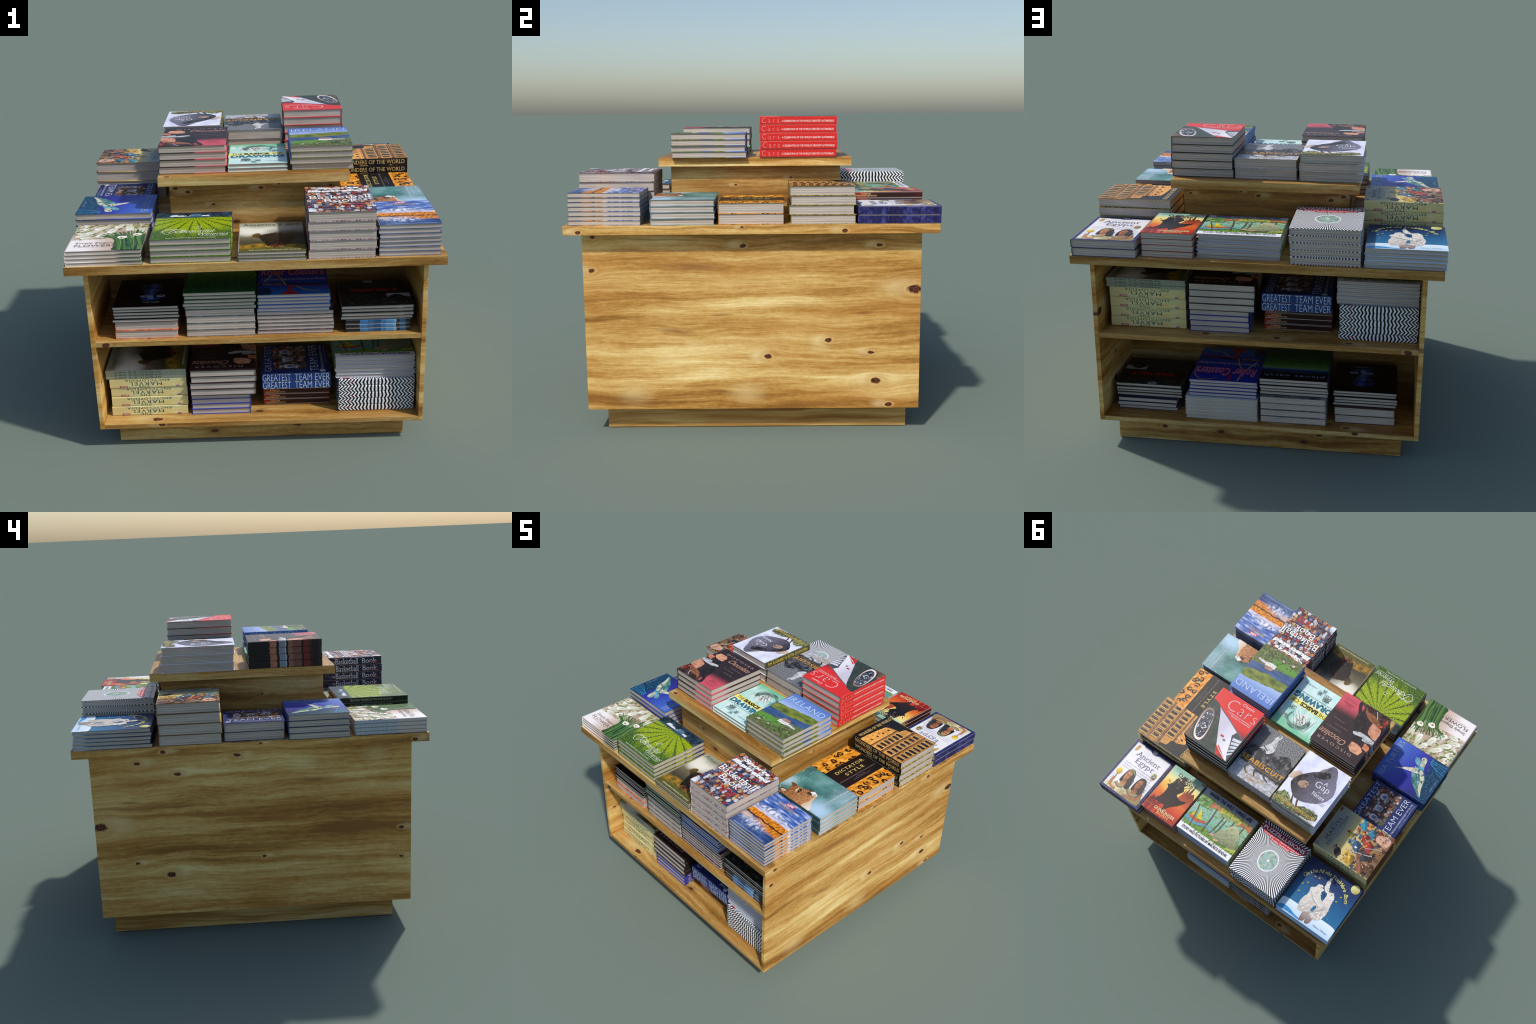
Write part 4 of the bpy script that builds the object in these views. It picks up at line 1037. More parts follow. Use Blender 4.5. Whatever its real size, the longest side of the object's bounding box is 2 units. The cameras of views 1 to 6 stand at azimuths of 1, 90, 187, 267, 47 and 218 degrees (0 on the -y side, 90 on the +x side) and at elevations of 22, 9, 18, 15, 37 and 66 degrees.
# ---- comic encyclopaedia, with coloured stand-in figures
def heroes_ink(k):
    r = random.Random(31)

    def figure(x, y, s, body, head, ang):
        s *= 1.3
        k.ell(x, y, s, s * 0.62, k.blend(body, tuple(c * 0.45 for c in body), ((x - s * 0.4, y + s * 0.5), (x + s * 0.5, y - s * 0.6))), ang, 14, 0.2)
        k.stroke([(x - s * 1.3, y - s * 0.5), (x - s * 0.3, y), (x + s * 1.2, y + s * 0.9)], s * 0.45, body, 0.7)
        k.up().ell(x + s * 0.5, y + s * 0.9, s * 0.34, s * 0.4, head, 0, 12).up(-1)

    k.scatter(90, 0.03, 0.99, 0.02, 0.36, 0.045, [(58, 42, 34), (98, 66, 46), (140, 98, 68), (42, 38, 40), (78, 80, 88), (120, 50, 40)], 33, stretch=0.6)
    k.scatter(46, 0.40, 0.99, 0.30, 0.58, 0.04, [(58, 42, 34), (132, 46, 38), (46, 92, 116), (150, 108, 74), (176, 134, 70)], 34, stretch=0.6)
    k.up()
    figure(0.88, 0.50, 0.085, (58, 148, 176), (214, 190, 120), 0.8)
    figure(0.84, 0.34, 0.075, (52, 132, 160), (206, 150, 84), -0.5)
    figure(0.98, 0.43, 0.05, (210, 140, 62), (190, 120, 56), 0.2)
    figure(0.58, 0.60, 0.05, (166, 166, 62), (150, 70, 46), 1.0)
    figure(0.68, 0.38, 0.075, (170, 48, 38), (206, 160, 76), 0.6)
    figure(0.45, 0.43, 0.085, (62, 98, 138), (96, 132, 168), 0.3)
    figure(0.56, 0.25, 0.075, (186, 50, 38), (196, 58, 40), -0.3)
    figure(0.15, 0.40, 0.085, (206, 160, 56), (226, 186, 84), -0.6)
    figure(0.14, 0.62, 0.07, (56, 46, 46), (172, 124, 92), 0.5)
    figure(0.30, 0.22, 0.08, (64, 66, 74), (150, 104, 78), 0.2)
    figure(0.14, 0.20, 0.085, (150, 96, 68), (176, 122, 94), 0.4)
    figure(0.20, 0.07, 0.08, (104, 72, 46), (160, 110, 78), -0.2)
    k.up().poly([(0.74, 0.18), (0.78, 0.25), (0.88, 0.24), (0.94, 0.14), (0.92, 0.04), (0.82, 0.02), (0.72, 0.06)], (214, 166, 138)).up().ell(0.86, 0.10, 0.05, 0.02, (150, 104, 86), 0.3).ell(0.42, 0.43, 0.022, 0.022, (232, 236, 240))
    k.stroke([(0.30, 0.50), (0.36, 0.30), (0.44, 0.14)], 0.012, (190, 196, 204)).stroke([(0.50, 0.30), (0.60, 0.16), (0.64, 0.06)], 0.012, (184, 190, 198)).ell(0.17, 0.44, 0.04, 0.04, (244, 204, 84))
    k.scatter(130, 0.04, 0.98, 0.03, 0.56, 0.016, [(30, 25, 25), (44, 36, 34), (206, 160, 118), (170, 52, 40), (50, 104, 132), (130, 90, 64), (226, 200, 150)], 35, stretch=0.45)
    k.up().text("THE", 0.43, 0.58, 0.925, 0.955, (70, 74, 76), spacing=1.3).text("MARVEL", 0.24, 0.77, 0.855, 0.912, (62, 66, 70), spacing=1.25, serif=True).text("ENCYCLOPEDIA", 0.15, 0.86, 0.80, 0.84, (70, 74, 76), spacing=1.15, serif=True)
    k.text("THE DEFINITIVE GUIDE TO THE CHARACTERS", 0.14, 0.86, 0.772, 0.786, (112, 112, 104)).text("OF THE UNIVERSE", 0.34, 0.66, 0.748, 0.762, (112, 112, 104))
    k.rect(0.885, 0.965, 0.945, 0.975, (150, 60, 66)).rect(0.04, 0.10, 0.945, 0.972, (128, 104, 150))


def heroes_spine_ink(k):
    ink = (58, 62, 62)
    k.text("THE", 0.38, 0.52, 0.06, 0.24, ink, rot=180, spacing=1.3).text("MARVEL", 0.26, 0.68, 0.28, 0.62, ink, rot=180, spacing=1.25, serif=True).text("ENCYCLOPEDIA", 0.20, 0.78, 0.68, 0.92, ink, rot=180, spacing=1.15)
    k.rect(0.13, 0.23, 0.05, 0.24, (166, 50, 54)).rect(0.86, 0.91, 0.06, 0.22, (170, 110, 140)).up().text("MARVEL", 0.14, 0.22, 0.08, 0.21, (232, 214, 196), 0.02, rot=180)


def heroes_spine(a, h, t):
    c = a.ramp(a.noise(9.0, u=a.y, v=a.mul(a.z, 3.0), detail=2), [(0.35, (206, 202, 150)), (0.5, (226, 218, 158)), (0.66, (226, 200, 128))])
    return a.done(a.mix(a.ss(0.10, 0.19, a.m("ABSOLUTE", a.add(a.y, 0.03))), c, (214, 198, 138)))


@title("heroes", "thick cream encyclopedia with a crowd of costumed figures", heroes_spine, ink=heroes_ink, spine_ink=heroes_spine_ink, board=(0.0019, 0.0056))
def _(a):
    uu, vv = a.warp(0.14, 3.0)
    c = a.ramp(vv, [(0.0, (122, 84, 52)), (0.3, (186, 152, 88)), (0.55, (222, 200, 128)), (0.72, (172, 168, 128)), (0.88, (150, 152, 132)), (1.0, (158, 154, 118))])
    return a.done(a.mix(a.mul(a.ell(0.62, 0.88, 0.3, 0.14, 0.9), 0.5), c, (150, 160, 176)))


# ---- football team photo book
def team_ink(k):
    k.rect(0.15, 0.95, 0.33, 0.83, (70, 52, 46), 0.3).up()
    k.scatter(190, 0.17, 0.93, 0.35, 0.81, 0.026, [(176, 178, 188), (110, 66, 50), (60, 74, 66), (40, 36, 36), (150, 96, 70), (176, 118, 88), (140, 44, 36), (44, 52, 92), (210, 204, 190), (86, 96, 84)], 41)
    k.up()
    for x, y, n in ((0.74, 0.66, "8"), (0.47, 0.62, "22"), (0.24, 0.60, "88")):
        k.poly([(x - 0.055, y - 0.08), (x + 0.05, y - 0.085), (x + 0.065, y + 0.03), (x + 0.03, y + 0.07), (x - 0.03, y + 0.07), (x - 0.065, y + 0.03)], (206, 208, 218), to=(150, 152, 168), ax=((x, y + 0.05), (x, y - 0.08)), rough=0.005)
        k.up().text(n, x - 0.03, x + 0.035, y - 0.055, y + 0.025, (44, 48, 110), 0.03).up(-1)
    k.text("GREATEST", 0.07, 0.97, 0.855, 0.955, (190, 200, 222), -0.012, serif=True).text("TEAM EVER", 0.06, 0.97, 0.165, 0.285, (214, 220, 234), -0.012, serif=True)
    k.text("THE DALLAS COWBOYS DYNASTY OF THE 1990s", 0.14, 0.95, 0.085, 0.12, (206, 212, 228), 0.01).text("RON ST. ANGELO & NORM HITZGES", 0.34, 0.95, 0.035, 0.062, (160, 172, 204)).ell(0.07, 0.11, 0.045, 0.045, (196, 204, 222))


def team_spine_ink(k):
    k.text("GREATEST", 0.01, 0.42, 0.08, 0.92, (198, 212, 232), -0.012, serif=True).text("TEAM EVER", 0.48, 0.99, 0.08, 0.92, (198, 212, 232), -0.012, serif=True)


@title("team", "navy hardcover book with a football team photo", plain((34, 62, 124), 0.12), ink=team_ink, spine_ink=team_spine_ink)
def _(a):
    return a.done(a.ramp(a.noise(3.0), [(0.35, (24, 38, 92)), (0.65, (38, 54, 116))]))


# ---- sea turtle
def turtle_ink(k):
    shell, pale, teal = (74, 128, 128), (214, 208, 184), (58, 138, 172)
    k.poly([(0.60, 0.44), (0.52, 0.50), (0.42, 0.46), (0.28, 0.38), (0.16, 0.26), (0.06, 0.14), (0.16, 0.16), (0.30, 0.19), (0.46, 0.22), (0.58, 0.29), (0.64, 0.37)], shell, var=0.35)
    k.up().poly([(0.56, 0.30), (0.44, 0.23), (0.28, 0.20), (0.08, 0.13), (0.24, 0.24), (0.40, 0.28), (0.52, 0.36)], pale, var=0.2)
    k.poly([(0.34, 0.79), (0.42, 0.68), (0.50, 0.60), (0.60, 0.46), (0.63, 0.38), (0.58, 0.31), (0.52, 0.34), (0.47, 0.50), (0.42, 0.64)], (222, 216, 194), var=0.25)
    k.poly([(0.62, 0.42), (0.68, 0.45), (0.72, 0.40), (0.68, 0.34), (0.62, 0.34)], (76, 160, 190), var=0.25)
    k.up().poly([(0.68, 0.42), (0.76, 0.44), (0.86, 0.47), (0.915, 0.43), (0.88, 0.38), (0.78, 0.36), (0.70, 0.355)], (196, 202, 178), var=0.25)
    k.poly([(0.66, 0.46), (0.72, 0.54), (0.80, 0.56), (0.83, 0.50), (0.76, 0.45), (0.70, 0.43)], (112, 170, 186), var=0.25)
    k.up().scatter(46, 0.20, 0.62, 0.22, 0.48, 0.016, [(96, 168, 120), (48, 96, 120), (150, 196, 150)], 51, keep=lambda a, b: 0.12 + a * 0.25 < b < 0.22 + a * 0.42)
    k.ell(0.85, 0.435, 0.012, 0.012, (20, 24, 30)).scatter(22, 0.36, 0.62, 0.36, 0.74, 0.010, [(60, 56, 50), (120, 110, 86)], 52, keep=lambda a, b: abs(b - (1.34 - 1.65 * a)) < 0.06)
    for i in range(9):
        f = i / 8
        k.stroke([(0.70 + 0.26 * f, 0.02), (0.74 + 0.2 * f + 0.03 * (i % 2), 0.12), (0.82 + 0.12 * f, 0.22 + 0.04 * (i % 3)), (0.88 + 0.1 * f, 0.30)], 0.010, [(46, 130, 190), (30, 96, 150), (70, 150, 200)][i % 3])
    k.text("SEA TURTLES", 0.05, 0.96, 0.85, 0.94, (176, 186, 206), -0.012, serif=True).text("A COMPLETE GUIDE TO THEIR BIOLOGY, BEHAVIOR AND CONSERVATION", 0.14, 0.97, 0.80, 0.815, (130, 146, 190)).text("JAMES R. SPOTILA", 0.30, 0.62, 0.035, 0.055, (150, 170, 190))


@title("turtle", "blue hardcover book with a swimming sea turtle", banded([(0.0, (34, 60, 150)), (0.3, (40, 62, 156)), (0.6, (30, 58, 146)), (0.85, (24, 70, 130))]), ink=turtle_ink, spine_ink=lambda k: k.text("SEA TURTLES", 0.08, 0.6, 0.25, 0.75, (150, 150, 130)))
def _(a):
    uu, vv = a.warp(0.16, 3.0)
    c = a.ramp(a.add(vv, a.mul(a.u, 0.15)), [(0.1, (26, 30, 60)), (0.35, (40, 42, 130)), (0.6, (48, 56, 168)), (0.95, (66, 104, 194))])
    low = a.ramp(a.noise(24.0, detail=5, rough=0.8), [(0.38, (14, 30, 42)), (0.55, (22, 70, 104)), (0.7, (40, 140, 190))])
    return a.done(a.mix(a.ss(0.26, 0.12, a.sub(vv, a.mul(a.u, 0.12))), c, low))


# ---- chocolate
def chocolate_ink(k):
    k.poly([(0.0, 0.0), (0.0, 0.20), (0.12, 0.28), (0.30, 0.20), (0.46, 0.10), (0.64, 0.0)], (58, 30, 20), var=0.3)
    k.up().poly([(0.50, 0.04), (0.42, 0.10), (0.30, 0.10), (0.14, 0.16), (0.12, 0.22), (0.24, 0.23), (0.36, 0.20), (0.46, 0.13)], (140, 84, 50), var=0.25)
    k.poly([(0.62, 0.0), (0.56, 0.12), (0.46, 0.18), (0.38, 0.24), (0.30, 0.28), (0.28, 0.42), (0.34, 0.48), (0.46, 0.46), (0.54, 0.36), (0.57, 0.22), (0.66, 0.06)], (34, 26, 25))
    k.up().poly([(0.23, 0.22), (0.03, 0.26), (0.0, 0.34), (0.0, 0.47), (0.10, 0.46), (0.20, 0.42), (0.24, 0.32)], (206, 140, 108), False, 0.2)
    k.poly([(0.44, 0.52), (0.32, 0.47), (0.18, 0.47), (0.0, 0.485), (0.0, 0.55), (0.12, 0.58), (0.27, 0.575), (0.42, 0.55)], (196, 196, 198), False, 0.2)
    k.poly([(0.40, 0.56), (0.22, 0.53), (0.20, 0.64), (0.36, 0.65)], (30, 24, 24), False)
    k.up().poly([(0.34, 0.68), (0.34, 0.78), (0.26, 0.84), (0.10, 0.83), (0.07, 0.74), (0.14, 0.69), (0.24, 0.67)], (222, 158, 122), False, 0.18)
    k.poly([(0.13, 0.59), (0.02, 0.61), (0.0, 0.65), (0.01, 0.705), (0.12, 0.69)], (214, 128, 92), False, 0.18)
    k.scatter(20, 0.0, 0.10, 0.05, 0.24, 0.02, [(150, 44, 30), (84, 30, 24), (180, 70, 44)], 61)
    k.stroke([(0.30, 0.02), (0.26, 0.06), (0.21, 0.13)], 0.012, (206, 200, 198), smooth=False)
    k.up().text("DISCOVER", 0.20, 0.93, 0.875, 0.92, (176, 150, 146), spacing=1.5).text("Chocolate", 0.42, 0.97, 0.735, 0.84, (206, 156, 128), 0.0, 0.4)
    for i, (s, u0) in enumerate((("The Ultimate Guide to", 0.60), ("Buying, Tasting and Enjoying", 0.54), ("Fine Chocolate", 0.66))):
        k.text(s, u0, u0 + 0.31 - 0.04 * i, 0.645 - 0.085 * i, 0.667 - 0.085 * i, (150, 130, 128))
    k.text("CLAY", 0.74, 0.86, 0.19, 0.215, (112, 40, 48)).text("GORDON", 0.70, 0.92, 0.15, 0.175, (112, 40, 48)).text("Foreword by the founding members", 0.68, 0.95, 0.10, 0.115, (120, 44, 52)).text("of the tasting society", 0.72, 0.93, 0.07, 0.085, (120, 44, 52))


@title("chocolate", "dark brown hardcover book with chocolate pieces", banded([(0.0, (32, 26, 26)), (0.29, (190, 122, 92)), (0.38, (36, 28, 28)), (0.415, (140, 148, 158)), (0.50, (186, 192, 200)), (0.515, (30, 26, 28)), (0.54, (166, 112, 88)), (0.60, (128, 82, 66)), (0.72, (40, 26, 24)), (0.75, (124, 46, 34)), (0.83, (70, 34, 28)), (0.87, (36, 28, 26)), (0.95, (58, 52, 40))]), ink=chocolate_ink, board=(0.0018, 0.0056))
def _(a):
    c = a.ramp(a.noise(3.0), [(0.3, (54, 38, 40)), (0.7, (44, 30, 32))])
    pink = a.mul(a.ss(0.40, 0.18, a.add(a.v, a.mul(a.sub(1.0, a.u), 0.06))), a.ss(0.5, 0.56, a.u))
    return a.done(a.mix(pink, c, (206, 84, 98)))


# ---- drawing manual
def drawing_ink(k):
    k.rect(0.0, 0.965, 0.425, 0.525, (240, 230, 118)).poly([(0.0, 0.30), (0.0, 0.425), (0.965, 0.425), (0.965, 0.37)], (236, 240, 214), False)
    g, d = (86, 104, 98), (54, 66, 64)
    k.poly([(0.30, 0.66), (0.24, 0.74), (0.30, 0.84), (0.42, 0.92), (0.60, 0.93), (0.72, 0.86), (0.76, 0.74), (0.70, 0.66), (0.72, 0.80), (0.60, 0.86), (0.46, 0.85), (0.36, 0.78)], (104, 138, 126), var=0.35)
    k.poly([(0.36, 0.62), (0.34, 0.74), (0.40, 0.84), (0.54, 0.85), (0.60, 0.76), (0.56, 0.66), (0.46, 0.60)], (226, 230, 222))
    k.up()
    for i in range(16):
        f = i / 15
        k.stroke([(0.34 + 0.22 * f, 0.85), (0.22 + 0.30 * f, 0.76 + 0.06 * (i % 3)), (0.16 + 0.62 * f, 0.60 + 0.03 * (i % 4))], 0.010, (70, 100, 92), 0.5)
    for x in (0.41, 0.51):
        k.ell(x, 0.755, 0.022, 0.010, d)
    k.stroke([(0.46, 0.75), (0.45, 0.70), (0.47, 0.69)], 0.008, d).ell(0.46, 0.66, 0.026, 0.008, d)
    r = random.Random(71)
    for cx, cy, n, s in ((0.80, 0.80, 14, 0.06), (0.78, 0.62, 16, 0.07), (0.30, 0.17, 22, 0.09), (0.50, 0.14, 14, 0.06), (0.44, 0.07, 8, 0.05)):
        for _ in range(n):
            p = [(cx + r.uniform(-s, s), cy + r.uniform(-s, s) * 0.8) for _ in range(3)]
            k.stroke(p, 0.008, r.choice([g, d, (130, 150, 146)]), 0.4)
    k.up().text("THE ", 0.06, 0.24, 0.44, 0.51, (30, 30, 34), 0.0).text("BASICS", 0.27, 0.70, 0.438, 0.515, (26, 26, 30), 0.05).text("OF", 0.76, 0.93, 0.44, 0.51, (30, 30, 34), 0.0).text("DRAWING", 0.04, 0.955, 0.30, 0.415, (22, 110, 136), 0.055)
    k.text("STILL LIFE, FIGURE DRAWING, LANDSCAPES, PORTRAITS", 0.06, 0.94, 0.262, 0.285, (70, 84, 88)).text("LEONARDO PEREZNIETO", 0.62, 0.92, 0.09, 0.108, (56, 66, 70))


@title("drawing", "mint green drawing manual with pencil sketches", plain((96, 176, 140)), ink=drawing_ink, board=(0.0016, 0.0056))
def _(a):
    n = a.noise(3.4, sx=1.6, detail=3)
    c = a.ramp(n, [(0.35, (148, 216, 204)), (0.5, (196, 232, 224)), (0.65, (232, 242, 236))])
    c = a.mix(a.mul(a.ss(0.82, 1.0, a.add(a.v, a.mul(a.u, 0.12))), 0.8), c, (96, 190, 140))
    return a.done(a.mix(a.mul(a.ss(0.5, 0.1, a.v), 0.5), c, (214, 240, 242)))


# ---- green coast with a white cottage
def coast_ink(k):
    r = random.Random(19)
    for i in range(150):  # hedges and rocks of the foreground
        x, y = r.random(), r.uniform(0.0, 0.26)
        if y < 0.02 + 0.12 * x + 0.16:
            k.ell(x, y, r.uniform(0.012, 0.035), r.uniform(0.006, 0.016), r.choice([(46, 72, 30), (88, 104, 50), (120, 118, 76), (66, 92, 38), (150, 138, 110), (104, 82, 70)]), r.uniform(-0.5, 0.5), 8)
    k.up().poly([(0.47, 0.275), (0.475, 0.345), (0.56, 0.33), (0.70, 0.352), (0.71, 0.29), (0.60, 0.262)], (238, 234, 228), False, 0.06)
    k.poly([(0.475, 0.345), (0.515, 0.40), (0.665, 0.415), (0.70, 0.352), (0.56, 0.33)], (184, 150, 130), False, to=(150, 116, 102), ax=((0.5, 0.38), (0.68, 0.36)))
    k.poly([(0.71, 0.29), (0.71, 0.335), (0.78, 0.33), (0.90, 0.315), (0.90, 0.285)], (222, 218, 212), False).poly([(0.71, 0.335), (0.74, 0.36), (0.86, 0.34), (0.90, 0.315), (0.78, 0.33)], (120, 112, 112), False)
    for x in (0.50, 0.545, 0.60, 0.65, 0.76, 0.82):
        k.rect(x, x + 0.012, 0.295, 0.315, (96, 104, 122))
    k.poly([(0.16, 0.09), (0.18, 0.13), (0.23, 0.12), (0.22, 0.085)], (198, 194, 178), rough=0.006).poly([(0.40, 0.11), (0.415, 0.145), (0.45, 0.135), (0.45, 0.105)], (190, 186, 166), rough=0.006)
    k.up().text("THE SECRETS OF", 0.36, 0.70, 0.935, 0.958, (150, 180, 232)).text("IRELAND", 0.05, 0.96, 0.80, 0.915, (206, 220, 244), -0.012, spacing=1.05, serif=True)


@title("coast", "blue and green hardcover book with a coastal cottage", mottled((34, 66, 132), (56, 96, 172), (110, 146, 206), 120.0, 1.0), ink=coast_ink, spine_ink=lambda k: k.text("IRELAND", 0.1, 0.8, 0.25, 0.75, (140, 164, 206)))
def _(a):
    vv = a.add(a.v, a.mul(a.sub(a.noise(5.0, seed=2.0, detail=4), 0.5), 0.06))
    sky = a.ramp(a.v, [(0.62, (176, 196, 232)), (0.85, (104, 140, 208)), (1.0, (84, 122, 196))])
    hill = a.ramp(a.noise(7.0, sx=0.7, sy=2.0, detail=5), [(0.36, (74, 90, 32)), (0.52, (116, 132, 48)), (0.68, (152, 150, 72))])
    lake = a.ramp(a.noise(4.0, sx=0.6, sy=3.0), [(0.36, (40, 66, 112)), (0.64, (74, 104, 150))])
    land = a.ramp(a.noise(18.0, detail=5, rough=0.75, seed=6.0), [(0.34, (46, 70, 34)), (0.5, (92, 112, 54)), (0.64, (140, 134, 92))])
    bright = a.mix(a.ell(0.3, 0.22, 0.34, 0.08, 0.5, uv=(a.u, vv)), land, (96, 150, 58))
    c = a.mix(a.ss(0.62, 0.635, a.sub(vv, a.mul(a.u, 0.10))), hill, sky)
    c = a.mix(a.ss(0.475, 0.465, a.sub(vv, a.mul(a.m("MAXIMUM", a.sub(a.u, 0.5), 0.0), 0.2))), c, lake)
    return a.done(a.mix(a.ss(0.29, 0.275, a.sub(vv, a.mul(a.u, 0.12))), c, bright))


# ---- classic car
def motoring_ink(k):
    k.poly([(0.0, 0.0), (0.0, 0.76), (0.08, 0.755), (0.16, 0.73), (0.23, 0.69), (0.30, 0.61), (0.36, 0.53), (0.45, 0.40), (0.55, 0.27), (0.64, 0.15), (0.74, 0.0)], (52, 62, 54), False, 0.12)
    k.poly([(0.21, 0.695), (0.50, 0.60), (0.82, 0.485), (1.0, 0.43), (1.0, 0.0), (0.74, 0.0), (0.64, 0.15), (0.55, 0.27), (0.45, 0.40), (0.36, 0.53), (0.27, 0.65)], (206, 200, 214), False, 0.06, to=(238, 234, 240), ax=((0.5, 0.35), (0.85, 0.3)))
    k.up().poly([(0.74, 0.0), (0.645, 0.145), (0.70, 0.15), (0.97, 0.0)], (196, 44, 36), False)
    k.poly([(0.0, 0.0), (0.0, 0.24), (0.14, 0.05), (0.28, 0.0)], (104, 76, 58), var=0.3)
    k.stroke([(0.64, 0.15), (0.80, 0.07), (0.97, 0.0)], 0.014, (236, 232, 236), smooth=False)
    k.poly([(0.81, 0.485), (0.77, 0.40), (0.83, 0.30), (0.93, 0.09), (1.0, 0.0), (1.0, 0.43)], (70, 76, 84), False)
    k.stroke([(0.21, 0.70), (0.50, 0.608), (0.82, 0.492), (1.0, 0.435)], 0.02, (90, 92, 96), smooth=False)
    for i in range(5):
        f = i / 5
        k.up().poly([(0.82 + 0.13 * f, 0.38 - 0.34 * f), (1.0, 0.41 - 0.30 * f), (1.0, 0.36 - 0.28 * f), (0.84 + 0.12 * f, 0.33 - 0.32 * f)], (214, 214, 222), False).up(-1)
    # headlamp: bezel, rim, reflector with facets
    ring = [(0.03, 0.56), (0.10, 0.60), (0.18, 0.58), (0.26, 0.48), (0.33, 0.30), (0.355, 0.14), (0.33, 0.05), (0.26, 0.03), (0.18, 0.06), (0.10, 0.16), (0.05, 0.30), (0.02, 0.46)]
    k.up(2).poly(ring, (246, 226, 220), to=(150, 120, 112), ax=((0.12, 0.12), (0.28, 0.45)), var=0.06)
    cx, cy = 0.205, 0.325
    k.poly([(cx + (x - cx) * 0.80, cy + (y - cy) * 0.86) for x, y in ring], (46, 42, 42), var=0.1)
    lens = [(cx + (x - cx) * 0.76, cy + (y - cy) * 0.82) for x, y in ring]
    k.poly(lens, (84, 84, 88), to=(34, 34, 36), ax=((0.15, 0.5), (0.25, 0.1)), var=0.3)
    k.dabs(lens, 110, 0.016, [(24, 24, 26), (196, 202, 212), (112, 118, 130), (92, 108, 156), (62, 58, 56), (236, 238, 242), (40, 40, 44)], 82, 0.5, 0.9, 1.5)
    k.up().rect(0.59, 0.66, 0.295, 0.325, (186, 48, 40)).rect(0.68, 0.73, 0.25, 0.285, (130, 124, 128))
    k.text("Classic", 0.55, 0.82, 0.915, 0.965, (246, 208, 206)).text("Cars", 0.31, 0.97, 0.74, 0.93, (252, 240, 240), -0.03, spacing=1.1)
    k.text("A CELEBRATION OF THE WORLD'S", 0.38, 0.95, 0.69, 0.712, (246, 224, 224)).text("GREATEST AUTOMOBILES", 0.50, 0.95, 0.655, 0.677, (246, 224, 224))


def motoring_spine_ink(k):
    k.text("Cars", 0.03, 0.25, 0.20, 0.82, (236, 168, 164), -0.02, spacing=1.6).text("A CELEBRATION OF THE WORLD'S GREATEST AUTOMOBILES", 0.285, 0.965, 0.30, 0.55, (248, 226, 222), 0.012)


@title("motoring", "red hardcover book with a vintage car headlamp", plain((216, 44, 40), 0.06), ink=motoring_ink, spine_ink=motoring_spine_ink)
def _(a):
    return a.done(a.mix(a.ss(0.55, 0.3, a.add(a.v, a.mul(a.sub(0.6, a.u), 0.2))), (222, 46, 42), (40, 44, 40)))


# ---- racehorse photograph
def racehorse_ink(k):
    k.poly([(0.12, 0.40), (0.20, 0.56), (0.34, 0.62), (0.52, 0.58), (0.66, 0.66), (0.84, 0.72), (0.95, 0.62), (0.92, 0.50), (0.80, 0.52), (0.72, 0.40), (0.60, 0.30), (0.46, 0.34), (0.30, 0.30), (0.20, 0.34)], (52, 52, 56), var=0.5)
    k.up().poly([(0.24, 0.60), (0.30, 0.68), (0.36, 0.78), (0.36, 0.88), (0.42, 0.97), (0.47, 0.94), (0.45, 0.85), (0.50, 0.74), (0.50, 0.64), (0.42, 0.57), (0.34, 0.62)], (212, 212, 214), var=0.2)
    k.up().poly([(0.28, 0.56), (0.36, 0.58), (0.34, 0.46), (0.28, 0.40), (0.25, 0.48)], (44, 44, 48)).stroke([(0.28, 0.66), (0.40, 0.62)], 0.02, (70, 70, 74), smooth=False).ell(0.42, 0.94, 0.025, 0.03, (150, 150, 152))
    for p in ([(0.30, 0.34), (0.24, 0.20), (0.34, 0.12)], [(0.58, 0.34), (0.66, 0.22), (0.78, 0.18)], [(0.44, 0.34), (0.44, 0.22), (0.50, 0.14)], [(0.78, 0.42), (0.88, 0.32), (0.94, 0.22)]):
        k.stroke(p, 0.045, (60, 58, 60), 0.5)
    k.up().rect(0.06, 0.95, 0.268, 0.298, (70, 62, 54)).up().text("THE ILLUSTRATED COLLECTOR'S EDITION", 0.09, 0.93, 0.274, 0.293, (176, 148, 92))
    k.text("SEABISCUIT", 0.03, 0.99, 0.315, 0.40, (222, 158, 46), 0.02, spacing=1.08).text("AN AMERICAN", 0.27, 0.73, 0.115, 0.165, (186, 148, 82), spacing=1.2).text("Legend", 0.36, 0.64, 0.03, 0.11, (198, 152, 76), 0.0, 0.35)


@title("racehorse", "black and white photo book about a racehorse", mottled((70, 78, 92), (128, 138, 156), (178, 186, 200), 60.0), ink=racehorse_ink, board=(0.0019, 0.0056))
def _(a):
    crowd = a.ramp(a.noise(58.0, detail=4, rough=0.9), [(0.40, (34, 34, 38)), (0.5, (104, 104, 108)), (0.62, (196, 196, 198))])
    dark = a.ramp(a.noise(6.0, seed=5.0, detail=5), [(0.4, (40, 40, 44)), (0.65, (104, 104, 110))])
    track = a.ramp(a.noise(22.0, sx=0.6, seed=2.0, detail=5), [(0.36, (148, 148, 154)), (0.62, (206, 206, 212))])
    vv = a.add(a.v, a.mul(a.sub(a.noise(5.0, seed=3.0), 0.5), 0.3))
    c = a.mix(a.mul(a.ss(0.58, 0.66, vv), a.ss(0.12, 0.2, a.noise(2.0, seed=7.0))), dark, crowd)
    c = a.mix(a.ss(0.34, 0.28, a.add(vv, a.mul(a.u, 0.08))), c, track)
    return a.done(a.mix(a.mul(a.ell(0.12, 0.90, 0.16, 0.10, 0.4), 0.7), c, (104, 104, 110)))


